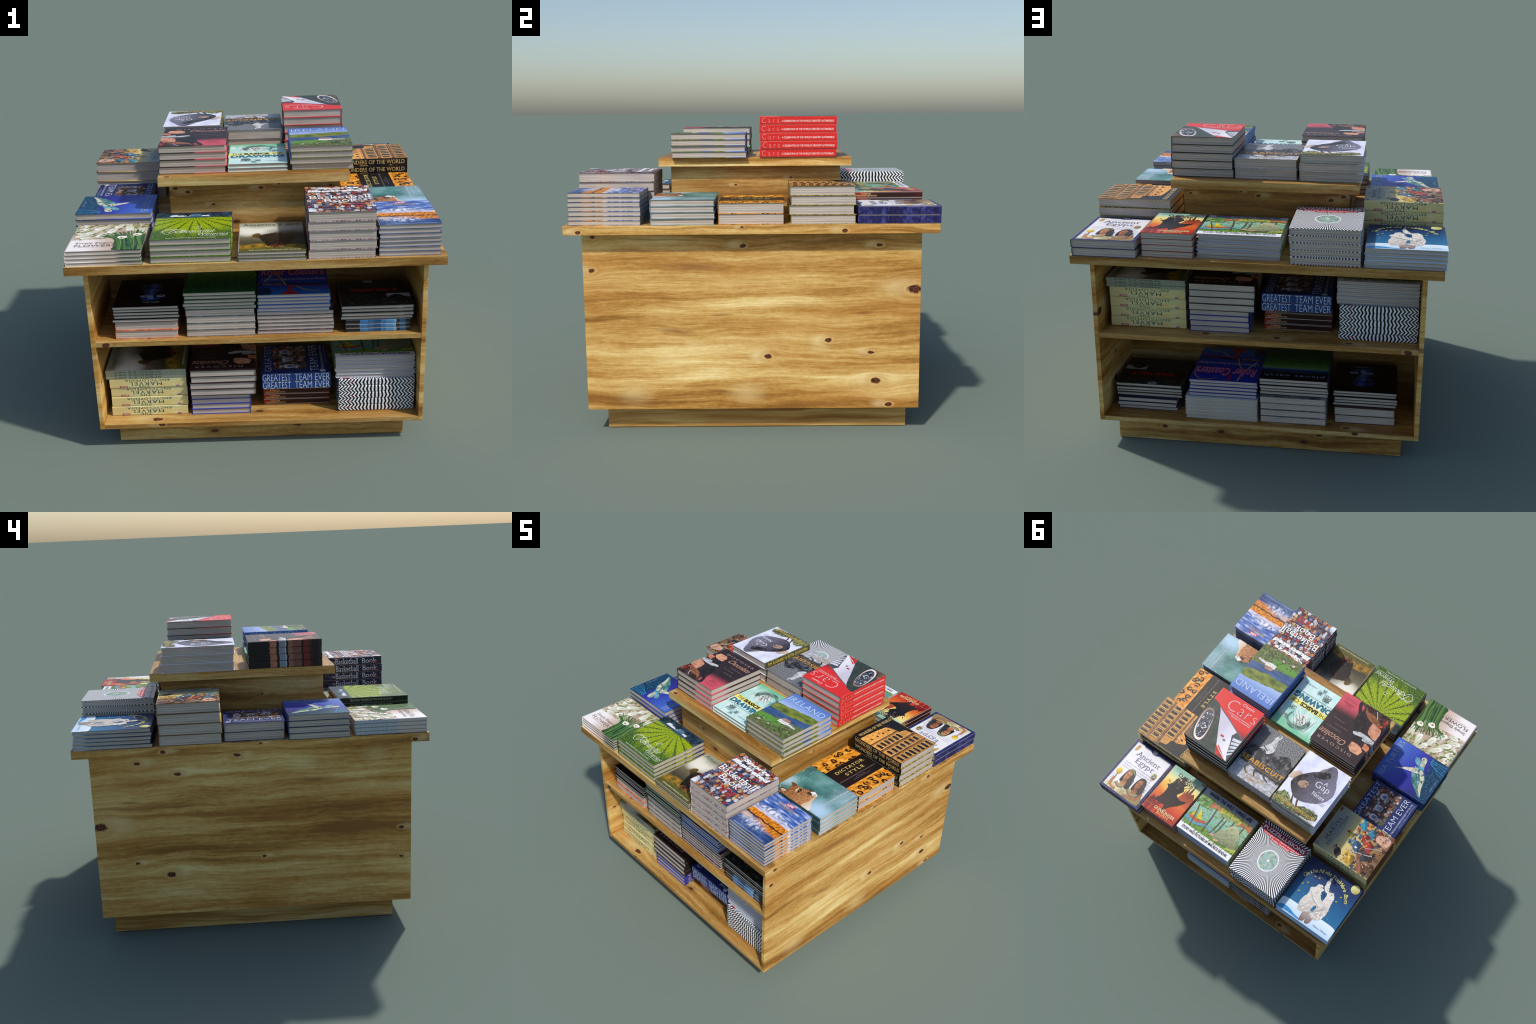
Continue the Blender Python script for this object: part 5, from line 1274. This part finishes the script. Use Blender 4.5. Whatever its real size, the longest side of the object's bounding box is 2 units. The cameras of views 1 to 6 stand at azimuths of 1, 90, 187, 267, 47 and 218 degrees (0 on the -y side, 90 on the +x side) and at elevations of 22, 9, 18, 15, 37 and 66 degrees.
# ---- large grey bird
def bird_ink(k):
    bank = [(0.0, 0.0), (0.0, 0.12), (0.08, 0.20), (0.18, 0.225), (0.30, 0.17), (0.42, 0.11), (0.50, 0.12), (0.60, 0.17), (0.74, 0.19), (0.90, 0.18), (0.95, 0.10), (0.84, 0.04), (0.70, 0.03), (0.5, 0.0)]
    k.poly(bank, (72, 78, 50), to=(132, 142, 88), ax=((0.5, 0.0), (0.4, 0.22)), var=0.2, rough=0.012)
    k.dabs(bank, 170, 0.022, [(124, 136, 76), (66, 70, 46), (156, 150, 106), (40, 44, 34), (92, 76, 56), (170, 176, 120)], 91, 0.4, 0.8, 1.2)
    k.up().poly([(0.0, 0.44), (0.03, 0.55), (0.09, 0.60), (0.17, 0.63), (0.22, 0.58), (0.18, 0.48), (0.08, 0.46)], (220, 198, 180), to=(170, 138, 116), ax=((0.02, 0.55), (0.2, 0.52)), rough=0.010)
    k.stroke([(0.42, 0.24), (0.45, 0.16), (0.52, 0.06), (0.56, 0.01)], 0.035, (98, 70, 56)).stroke([(0.30, 0.25), (0.33, 0.18), (0.37, 0.12)], 0.03, (74, 56, 48)).stroke([(0.52, 0.05), (0.60, 0.02)], 0.018, (110, 80, 62), smooth=False)
    body = [(0.54, 0.92), (0.60, 0.98), (0.69, 0.98), (0.76, 0.91), (0.82, 0.80), (0.90, 0.68), (0.93, 0.57), (0.89, 0.45), (0.77, 0.33), (0.58, 0.245), (0.40, 0.215), (0.27, 0.25), (0.17, 0.33), (0.11, 0.41), (0.13, 0.51), (0.22, 0.62), (0.34, 0.72), (0.45, 0.80), (0.50, 0.86)]
    k.up().poly(body, (58, 54, 60), to=(128, 124, 142), ax=((0.25, 0.5), (0.85, 0.45)), var=0.12, rough=0.004)
    k.dabs(body, 240, 0.016, [(84, 80, 92), (72, 68, 78), (98, 94, 108), (110, 106, 122)], 23, 0.2, lambda a, b: 0.9 + a)
    k.poly([(0.36, 0.69), (0.46, 0.78), (0.56, 0.83), (0.63, 0.86), (0.68, 0.80), (0.62, 0.74), (0.50, 0.69)], (34, 31, 36), var=0.3, rough=0.012).poly([(0.14, 0.38), (0.13, 0.48), (0.20, 0.58), (0.32, 0.66), (0.26, 0.54), (0.22, 0.44)], (40, 36, 40), var=0.3, rough=0.010)
    k.poly([(0.44, 0.79), (0.47, 0.85), (0.53, 0.895), (0.56, 0.86), (0.50, 0.81)], (156, 146, 138), to=(100, 92, 90), ax=((0.46, 0.86), (0.54, 0.83))).ell(0.60, 0.915, 0.010, 0.009, (20, 18, 20))
    wing = [(0.23, 0.46), (0.30, 0.53), (0.40, 0.54), (0.44, 0.48), (0.36, 0.41), (0.27, 0.41)]
    k.poly(wing, (186, 156, 134), to=(128, 98, 80), ax=((0.25, 0.5), (0.42, 0.44)), var=0.15, rough=0.006).dabs(wing, 26, 0.016, [(206, 180, 160), (120, 92, 76), (160, 130, 108)], 24, 0.3, 0.4)
    k.up().text("A", 0.66, 0.73, 0.65, 0.70, (236, 236, 240), serif=True).text("Gap", 0.52, 0.83, 0.515, 0.655, (246, 246, 250), -0.014, serif=True).text("in", 0.66, 0.71, 0.485, 0.51, (226, 226, 232)).text("Nature", 0.58, 0.84, 0.41, 0.475, (232, 232, 238), serif=True)
    k.text("DISCOVERING THE WORLD'S", 0.60, 0.92, 0.36, 0.378, (110, 108, 120)).text("EXTINCT ANIMALS", 0.66, 0.90, 0.33, 0.347, (110, 108, 120))
    k.text("TIM FLANNERY & PETER SCHOUTEN", 0.06, 0.93, 0.05, 0.105, (206, 172, 82), 0.02)


@title("bird", "white hardcover book with a large grey flightless bird", mottled((30, 34, 24), (70, 76, 48), (112, 112, 70)), ink=bird_ink, spine_ink=lambda k: k.text("TIM FLANNERY & PETER SCHOUTEN", 0.06, 0.94, 0.25, 0.75, (204, 174, 74), 0.02))
def _(a):
    c = a.ramp(a.noise(3.0, detail=3), [(0.36, (206, 208, 234)), (0.52, (230, 231, 246)), (0.68, (244, 245, 252))])
    low = a.ramp(a.noise(24.0, detail=4), [(0.4, (96, 104, 62)), (0.6, (170, 168, 120))])
    return a.done(a.mix(a.mul(a.ss(0.10, 0.0, a.add(a.v, a.mul(a.noise(6.0, seed=4.0), 0.06))), a.ss(1.0, 0.9, a.u)), c, low))


# ---- shelf-only titles
def deep_ink(k):
    pale, blue, deep = (150, 176, 220), (40, 84, 176), (22, 44, 104)
    k.poly([(0.36, 0.66), (0.42, 0.78), (0.54, 0.82), (0.66, 0.78), (0.70, 0.66), (0.64, 0.52), (0.60, 0.36), (0.50, 0.30), (0.46, 0.40), (0.42, 0.54)], deep, var=0.5)
    k.up().poly([(0.50, 0.76), (0.62, 0.74), (0.60, 0.60), (0.56, 0.48), (0.54, 0.36), (0.50, 0.44), (0.52, 0.60)], blue, var=0.5)
    for x in (0.46, 0.70):
        k.up().ell(x, 0.36, 0.075, 0.045, pale).up().ell(x + 0.01, 0.37, 0.03, 0.018, (110, 44, 52)).up(-2)
    k.up().poly([(0.50, 0.28), (0.56, 0.40), (0.60, 0.30), (0.58, 0.26)], (120, 160, 216)).stroke([(0.42, 0.26), (0.54, 0.23), (0.70, 0.28)], 0.05, blue)
    k.stroke([(0.34, 0.62), (0.28, 0.50), (0.36, 0.42)], 0.014, deep).text("THE DEEP", 0.44, 0.70, 0.13, 0.165, (176, 178, 184), 0.015).text("CLAIRE NOUVIAN", 0.16, 0.38, 0.135, 0.155, (96, 98, 104))


@title("deep_sea", "black photo book with a glowing blue sea creature", plain((10, 12, 16)), ink=deep_ink, board=(0.0016, 0.0040))
def _(a):
    return a.done(lin((12, 13, 17)))


def planet_ink(k):
    k.text("planet earth", 0.06, 0.94, 0.83, 0.91, (160, 184, 206), -0.008, spacing=1.1).text("AS YOU'VE NEVER SEEN IT BEFORE", 0.24, 0.76, 0.755, 0.775, (110, 140, 176)).text("ALASTAIR FOTHERGILL", 0.30, 0.70, 0.06, 0.08, (100, 150, 110))


@title("planet", "photo book with night sky above green land", plain((16, 26, 50)), ink=planet_ink, board=(0.0015, 0.0040))
def _(a):
    c = a.ramp(a.v, [(0.0, (30, 92, 44)), (0.3, (34, 100, 48)), (0.58, (92, 150, 60)), (0.655, (130, 170, 110)), (0.67, (40, 120, 170)), (0.72, (16, 48, 96)), (0.8, (10, 18, 36)), (1.0, (12, 14, 24))])
    trees = a.mul(a.ss(0.46, 0.58, a.noise(16.0, sy=1.8, detail=5, rough=0.75)), a.band(0.02, 0.52, 0.1))
    return a.done(a.mix(a.mul(trees, 0.85), c, (16, 34, 40)))


def coaster_ink(k):
    k.stroke([(0.02, 0.30), (0.3, 0.36), (0.7, 0.30), (1.0, 0.34)], 0.05, (40, 24, 34))
    for p, c, wd in (([(0.45, 1.0), (0.42, 0.86), (0.52, 0.72), (0.66, 0.66), (0.9, 0.62)], (180, 30, 48), 0.035), ([(0.30, 0.98), (0.26, 0.70), (0.34, 0.52), (0.40, 0.30)], (206, 170, 40), 0.022), ([(0.60, 0.92), (0.80, 0.98), (0.95, 0.84), (0.96, 0.60)], (190, 130, 60), 0.02), ([(0.0, 0.36), (0.4, 0.27), (0.8, 0.26), (1.0, 0.18)], (170, 26, 44), 0.02), ([(0.10, 0.40), (0.24, 0.68)], (150, 170, 180), 0.035), ([(0.55, 0.24), (0.70, 0.12), (0.86, 0.10)], (214, 186, 50), 0.018), ([(0.44, 0.02), (0.46, 0.20), (0.50, 0.28)], (190, 40, 50), 0.06)):
        k.stroke(p, wd, c)
    k.poly([(0.34, 0.0), (0.40, 0.10), (0.50, 0.10), (0.56, 0.0)], (180, 40, 50)).poly([(0.0, 0.0), (0.0, 0.2), (0.14, 0.22), (0.2, 0.08), (0.16, 0.0)], (20, 44, 90))
    k.up().text("Roller Coasters", 0.05, 0.97, 0.60, 0.86, (150, 20, 60), 0.06, 0.2).up().text("Roller Coasters", 0.06, 0.96, 0.615, 0.845, (216, 130, 196), 0.02, 0.2)
    k.text("A Thrill Seeker's Guide to the Ultimate Scream Machines", 0.06, 0.97, 0.45, 0.52, (206, 180, 214), 0.01, 0.2).text("ROBERT COKER", 0.08, 0.34, 0.31, 0.35, (200, 204, 214), 0.0, 0.2)


@title("coaster", "bright blue book with looping roller coaster tracks", plain((26, 34, 96)), ink=coaster_ink, board=(0.0015, 0.0040))
def _(a):
    return a.done(a.ramp(a.add(a.mul(a.v, 0.7), a.mul(a.noise(3.0), 0.3)), [(0.1, (40, 110, 190)), (0.35, (24, 70, 176)), (0.7, (22, 46, 168)), (1.0, (16, 34, 140))]))


def war_ink(k):
    k.poly([(0.66, 0.30), (0.66, 0.46), (0.985, 0.46), (0.985, 0.30), (0.90, 0.33), (0.86, 0.40), (0.78, 0.42), (0.72, 0.38)], (176, 176, 186), False)
    k.up().text("World War II", 0.17, 0.83, 0.555, 0.665, (186, 24, 26), 0.045).text("AN ILLUSTRATED HISTORY OF", 0.22, 0.78, 0.685, 0.71, (86, 90, 88), spacing=1.4).text("UNSEEN AND COLOSSAL: PORTRAITS OF THE EVENT", 0.20, 0.82, 0.515, 0.535, (110, 112, 110))
    k.scatter(40, 0.02, 0.98, 0.04, 0.28, 0.012, [(96, 100, 98), (60, 64, 62), (130, 132, 130)], 95, stretch=0.4).scatter(30, 0.02, 0.98, 0.78, 0.97, 0.010, [(80, 84, 82), (52, 56, 56)], 96, stretch=0.4).poly([(0.38, 0.94), (0.44, 0.90), (0.52, 0.94), (0.50, 1.0), (0.40, 1.0)], (150, 156, 158))


@title("war", "black book with grey war photographs and red title", plain((18, 20, 20)), ink=war_ink, board=(0.0015, 0.0056))
def _(a):
    ph = a.ramp(a.noise(14.0, detail=5, rough=0.8), [(0.42, (16, 18, 18)), (0.56, (40, 43, 43)), (0.70, (112, 116, 114))])
    mask = a.m("MAXIMUM", a.band(0.0, 0.46, 0.005), a.band(0.75, 1.0, 0.005))
    return a.done(a.mix(mask, (18, 19, 20), ph))


@title("orange_cloth", "thick book with an orange cover", plain((196, 104, 70)), board=(0.0020, 0.0056))
def _(a):
    c = a.ramp(a.noise(6.0, detail=4), [(0.35, (150, 76, 56)), (0.5, (206, 110, 70)), (0.66, (232, 150, 90))])
    return a.done(a.mix(a.ss(0.8, 0.9, a.v), c, (70, 44, 44)))


@title("grey_album", "thick photo album with a grey cover", plain((150, 154, 156)), board=(0.0016, 0.0040))
def _(a):
    return a.done(a.ramp(a.noise(8.0, detail=4), [(0.36, (56, 60, 62)), (0.52, (92, 96, 98)), (0.68, (140, 146, 154))]))


@title("magazine", "thin softcover book with a dark patterned cover", plain((206, 202, 196)), board=(0.0010, 0.0035))
def _(a):
    c = a.ramp(a.noise(10.0, detail=4), [(0.36, (30, 26, 40)), (0.5, (62, 48, 66)), (0.64, (120, 84, 90)), (0.74, (214, 210, 206))])
    return a.done(a.mix(a.ss(0.75, 0.85, a.v), c, (190, 200, 196)))


@title("blue_spined", "thin black book with a sea-blue spine", banded([(0.0, (34, 36, 38)), (0.22, (62, 120, 172)), (0.34, (50, 98, 146)), (0.44, (38, 78, 118)), (0.54, (64, 120, 172)), (0.62, (84, 142, 190)), (0.74, (120, 168, 206)), (0.78, (40, 42, 46)), (0.83, (44, 84, 120)), (0.92, (34, 36, 40))]), board=(0.0014, 0.0040))
def _(a):
    return a.done(a.ramp(a.u, [(0.0, (26, 30, 34)), (0.3, (30, 56, 100)), (0.6, (40, 86, 150)), (0.9, (28, 40, 70))]))


@title("blue_cloth", "blue book with yellow lettering on its spine", plain((48, 52, 150), 0.1), spine_ink=lambda k: k.text("CIVILIZATION", 0.08, 0.9, 0.2, 0.8, (190, 180, 120), 0.02), board=(0.0018, 0.0056))
def _(a):
    return a.done(lin((52, 58, 160)))


# ------------------------------------------------------------------ books
page_art = Art("page_edges", rough=0.8, spec=0.2)
_l = page_art.noise(1.0, sx=5.0, sy=620.0, u=page_art.add(page_art.x, page_art.y), v=page_art.z, detail=3)
_m = page_art.noise(1.0, sx=2.5, sy=210.0, u=page_art.add(page_art.x, page_art.y), v=page_art.z, detail=3, seed=4.0)
PAGES = page_art.done(page_art.ramp(page_art.add(page_art.mul(_l, 0.5), page_art.mul(_m, 0.5)), [(0.36, (138, 127, 117)), (0.48, (186, 174, 163)), (0.62, (212, 200, 188))]))


def cover_mesh(w, h, t, board_t, art, spine):
    """Case of a book: two boards and a spine with rounded joints, as one folded sheet."""
    r = min(0.006, t * 0.3)
    arc = [(math.pi * 1.5 - k * math.pi / 2 / 4) for k in range(5)]
    outer = [(w / 2, 0.0)] + [(-w / 2 + r + r * math.cos(a), r + r * math.sin(a)) for a in arc]
    outer += [(x, t - z) for x, z in reversed(outer)]
    b = board_t
    ri = max(0.001, r - b)
    inner = [(w / 2, b)] + [(-w / 2 + b + ri + ri * math.cos(a), b + ri + ri * math.sin(a)) for a in arc]
    inner += [(x, t - z) for x, z in reversed(inner)]
    n = len(outer)
    verts = []
    for y in (-h / 2, h / 2):
        verts += [(x, y, z) for x, z in outer] + [(x, y, z) for x, z in inner]
    m = 2 * n
    faces, slots = [], []
    for i in range(n - 1):
        faces.append((i, i + m, i + 1 + m, i + 1))
        slots.append(0 if i == 0 or i == n - 2 else 1)
        faces.append((n + i + 1, n + i + 1 + m, n + i + m, n + i))
        slots.append(0)
        faces.append((i, i + 1, n + i + 1, n + i))
        slots.append(0)
        faces.append((m + i + 1, m + i, m + n + i, m + n + i + 1))
        slots.append(0)
    faces += [(0, n, n + m, m), (n - 1, n - 1 + m, 2 * n - 1 + m, 2 * n - 1)]
    slots += [0, 0]
    return mesh_from("cover", verts, faces, [art, spine], slots)


def pages_mesh(w, h, t, b, ov):
    lo, hi = (-w / 2 + b * 0.9, -h / 2 + ov, b * 0.95), (w / 2 - ov, h / 2 - ov, t - b * 0.95)
    return box_mesh("page_block", lo, hi, PAGES, 0.0)


TURN = {"+y": 0.0, "-x": math.pi / 2, "-y": math.pi, "+x": -math.pi / 2}
BOOKS = {}


def title_data(name, w, h, t, flip=False):
    """Shared meshes of one title at one size."""
    key = (name, round(w, 3), round(h, 3), round(t, 4), flip)
    if key not in BOOKS:
        T = TITLES[name]
        b, ov = T.get("board", (0.0017, 0.0056))
        art = T["art"](Art(name + "_cover").frame(w, h))
        spine = T["spine"](Art(name + "_spine"), h, t)
        d = {"cover": cover_mesh(w, h, t, b, art, spine), "pages": pages_mesh(w, h, t, b, ov)}
        if "ink" in T:
            k = Ink(w, h)
            T["ink"](k)
            d["front"] = k.meshes(lambda x, y, l: (x, y, t + l))
        if "spine_ink" in T:
            k = Ink(h, t)
            T["spine_ink"](k)
            d["side"] = k.meshes(lambda x, y, l: (-w / 2 - l, -x, y + t / 2))
        if flip:  # bound on the right
            me = d["cover"]
            for v in me.vertices:
                v.co.x = -v.co.x
            me.flip_normals()
            for v in d["pages"].vertices:
                v.co.x = -v.co.x
            d["pages"].flip_normals()
        BOOKS[key] = d
    return BOOKS[key]


def stack(name, x0, x1, y0, y1, z, n, t, up, jitter=0.005, printed=True, flip=False):
    """n copies of a title lying on each other; the top copy fills the given footprint."""
    sx, sy = x1 - x0, y1 - y0
    w, h = (sx, sy) if up in ("+y", "-y") else (sy, sx)
    d = title_data(name, w, h, t, flip)
    label = TITLES[name]["label"]
    for i in range(n):
        top = i == n - 1
        e = bpy.data.objects.new("book", None)
        SCENE.objects.link(e)
        dx, dy = (0, 0) if top else (RNG.uniform(-jitter, jitter), RNG.uniform(-jitter, jitter))
        e.location = ((x0 + x1) / 2 + dx, (y0 + y1) / 2 + dy, z + 0.0004 + i * (t + 0.0003))
        e.rotation_euler = (0, 0, TURN[up] + (0 if top else RNG.uniform(-0.006, 0.006)))
        e["label"], e["category"] = label, "book"
        new_object("cover", d["cover"], e)
        new_object("page_block", d["pages"], e)
        if top and printed:
            for kind, me in d.get("front", ()):
                new_object(kind, me, e)
        for kind, me in d.get("side", ()):
            new_object("spine_lettering" if kind == "title_lettering" else "spine_print", me, e)


Z1, Z2, ZA, ZB = 1.161, 1.490, 0.162, 0.682
# around the rim of the table, one row per side
stack("flowers", -0.969, -0.573, -0.977, -0.575, Z1, 4, 0.0207, "+y", 0.003)
stack("wineries", -0.531, -0.113, -0.969, -0.547, Z1, 4, 0.0321, "+y", 0.004)
stack("landscape_painting", -0.078, 0.273, -0.985, -0.543, Z1, 3, 0.0178, "+y", 0.003)
stack("basketball", 0.288, 0.637, -0.973, -0.544, Z1, 5, 0.0502, "+y", 0.004)
stack("lake", 0.647, 0.965, -0.965, -0.582, Z1, 7, 0.0241, "+y", 0.005)
stack("cougar", 0.559, 0.981, -0.531, -0.192, Z1, 4, 0.0333, "-x", 0.004)
stack("leopard", 0.534, 0.969, -0.176, 0.173, Z1, 2, 0.0565, "-x", 0.004)
stack("monument", 0.549, 0.978, 0.200, 0.545, Z1, 4, 0.0498, "-x", 0.005)
stack("egypt", 0.633, 0.984, 0.558, 0.993, Z1, 2, 0.0462, "-y", 0.004)
stack("rider", 0.334, 0.613, 0.572, 0.955, Z1, 4, 0.0334, "-y", 0.003)
stack("jungle", -0.132, 0.316, 0.575, 0.930, Z1, 6, 0.0220, "-y", 0.006, flip=True)
stack("illusion", -0.554, -0.178, 0.543, 0.968, Z1, 5, 0.0389, "-y", 0.006)
stack("bears", -0.993, -0.573, 0.543, 0.972, Z1, 5, 0.0213, "-y", 0.006)
stack("heroes", -0.981, -0.546, 0.162, 0.509, Z1, 4, 0.0584, "+x", 0.006)
stack("team", -0.957, -0.608, -0.191, 0.146, Z1, 2, 0.0507, "+x", 0.004)
stack("turtle", -0.990, -0.562, -0.547, -0.206, Z1, 4, 0.0340, "+x", 0.004)
# on the riser
stack("chocolate", -0.511, -0.137, -0.460, -0.025, Z2, 4, 0.0392, "+y", 0.004)
stack("drawing", -0.131, 0.202, -0.454, -0.025, Z2, 2, 0.0222, "+y", 0.003)
stack("coast", 0.219, 0.564, -0.462, -0.036, Z2, 4, 0.0337, "+y", 0.006)
stack("motoring", 0.196, 0.551, 0.043, 0.476, Z2, 5, 0.0455, "-y", 0.004)
stack("racehorse", -0.165, 0.189, 0.051, 0.479, Z2, 2, 0.0577, "-y", 0.003)
stack("bird", -0.532, -0.182, 0.054, 0.486, Z2, 3, 0.0500, "-y", 0.006)


def photo_row(z, low, top):
    """Row of photo books, same order on both sides of the table; low / top: y spans of the lower and upper book of each pile."""
    stack("orange_cloth", -0.766, -0.423, *low[0], z, 2, 0.0500, "+y", 0.005, False)
    stack("deep_sea", -0.774, -0.416, *top[0], z + 0.1010, 5, 0.0179, "+y", 0.006)
    stack("grey_album", -0.380, -0.004, *low[1], z, 4, 0.0398, "+y", 0.004, False)
    stack("planet", -0.388, 0.002, *top[1], z + 0.1608, 5, 0.0199, "+y", 0.006)
    stack("magazine", 0.008, 0.424, *low[2], z, 6, 0.0219, "+y", 0.003, False)
    stack("coaster", 0.011, 0.405, *top[2], z + 0.1336, 5, 0.0199, "+y", 0.004)
    stack("blue_spined", 0.487, 0.841, *low[3], z, 3, 0.0237, "-x", 0.006, False)
    stack("war", 0.465, 0.860, *top[3], z + 0.0723, 4, 0.0201, "+y", 0.007)


def story_row(z, yf, s):
    """Row of story books; s = 1 stands on the -y side, s = -1 is the same row turned half round."""
    def put(name, x0, x1, d0, d1, zz, n, t, up, *k):
        if s < 0:
            x0, x1 = 0.013 - x1, 0.013 - x0
            up = {"+y": "-y", "-y": "+y", "-x": "+x", "+x": "-x"}[up]
        ya, yb = (yf + d0, yf + d1) if s > 0 else (yf - d1, yf - d0)
        stack(name, x0, x1, ya, yb, zz, n, t, up, *k)

    put("heroes", -0.842, -0.407, 0.014, 0.361, z, 4, 0.0590, "-x", 0.006)
    put("landscape_painting", -0.860, -0.407, 0.012, 0.363, z + 0.2374, 3, 0.0174, "-x", 0.004)
    put("blue_cloth", -0.387, -0.047, 0, 0.42, z, 4, 0.0325, "-y", 0.003, False)
    put("chocolate", -0.384, -0.010, -0.014, 0.421, z + 0.1318, 4, 0.0391, "-y", 0.004)
    put("rider", 0.030, 0.413, 0.088, 0.367, z, 4, 0.0332, "-x", 0.004)
    put("team", 0.022, 0.410, 0.025, 0.370, z + 0.1344, 2, 0.0507, "-x", 0.004)
    put("illusion", 0.455, 0.881, -0.006, 0.370, z, 5, 0.0402, "-x", 0.003)
    put("jungle", 0.438, 0.886, 0.012, 0.367, z + 0.2030, 6, 0.0216, "+y", 0.004)


photo_row(ZB, ((-0.868, -0.494), (-0.866, -0.438), (-0.860, -0.420), (-0.864, -0.500)), ((-0.870, -0.498), (-0.868, -0.438), (-0.862, -0.430), (-0.864, -0.522)))
story_row(ZA, -0.822, 1)
photo_row(ZA, ((0.432, 0.806), (0.420, 0.850), (0.420, 0.858), (0.434, 0.800)), ((0.410, 0.782), (0.396, 0.828), (0.402, 0.836), (0.436, 0.778)))
story_row(ZB, 0.805, -1)
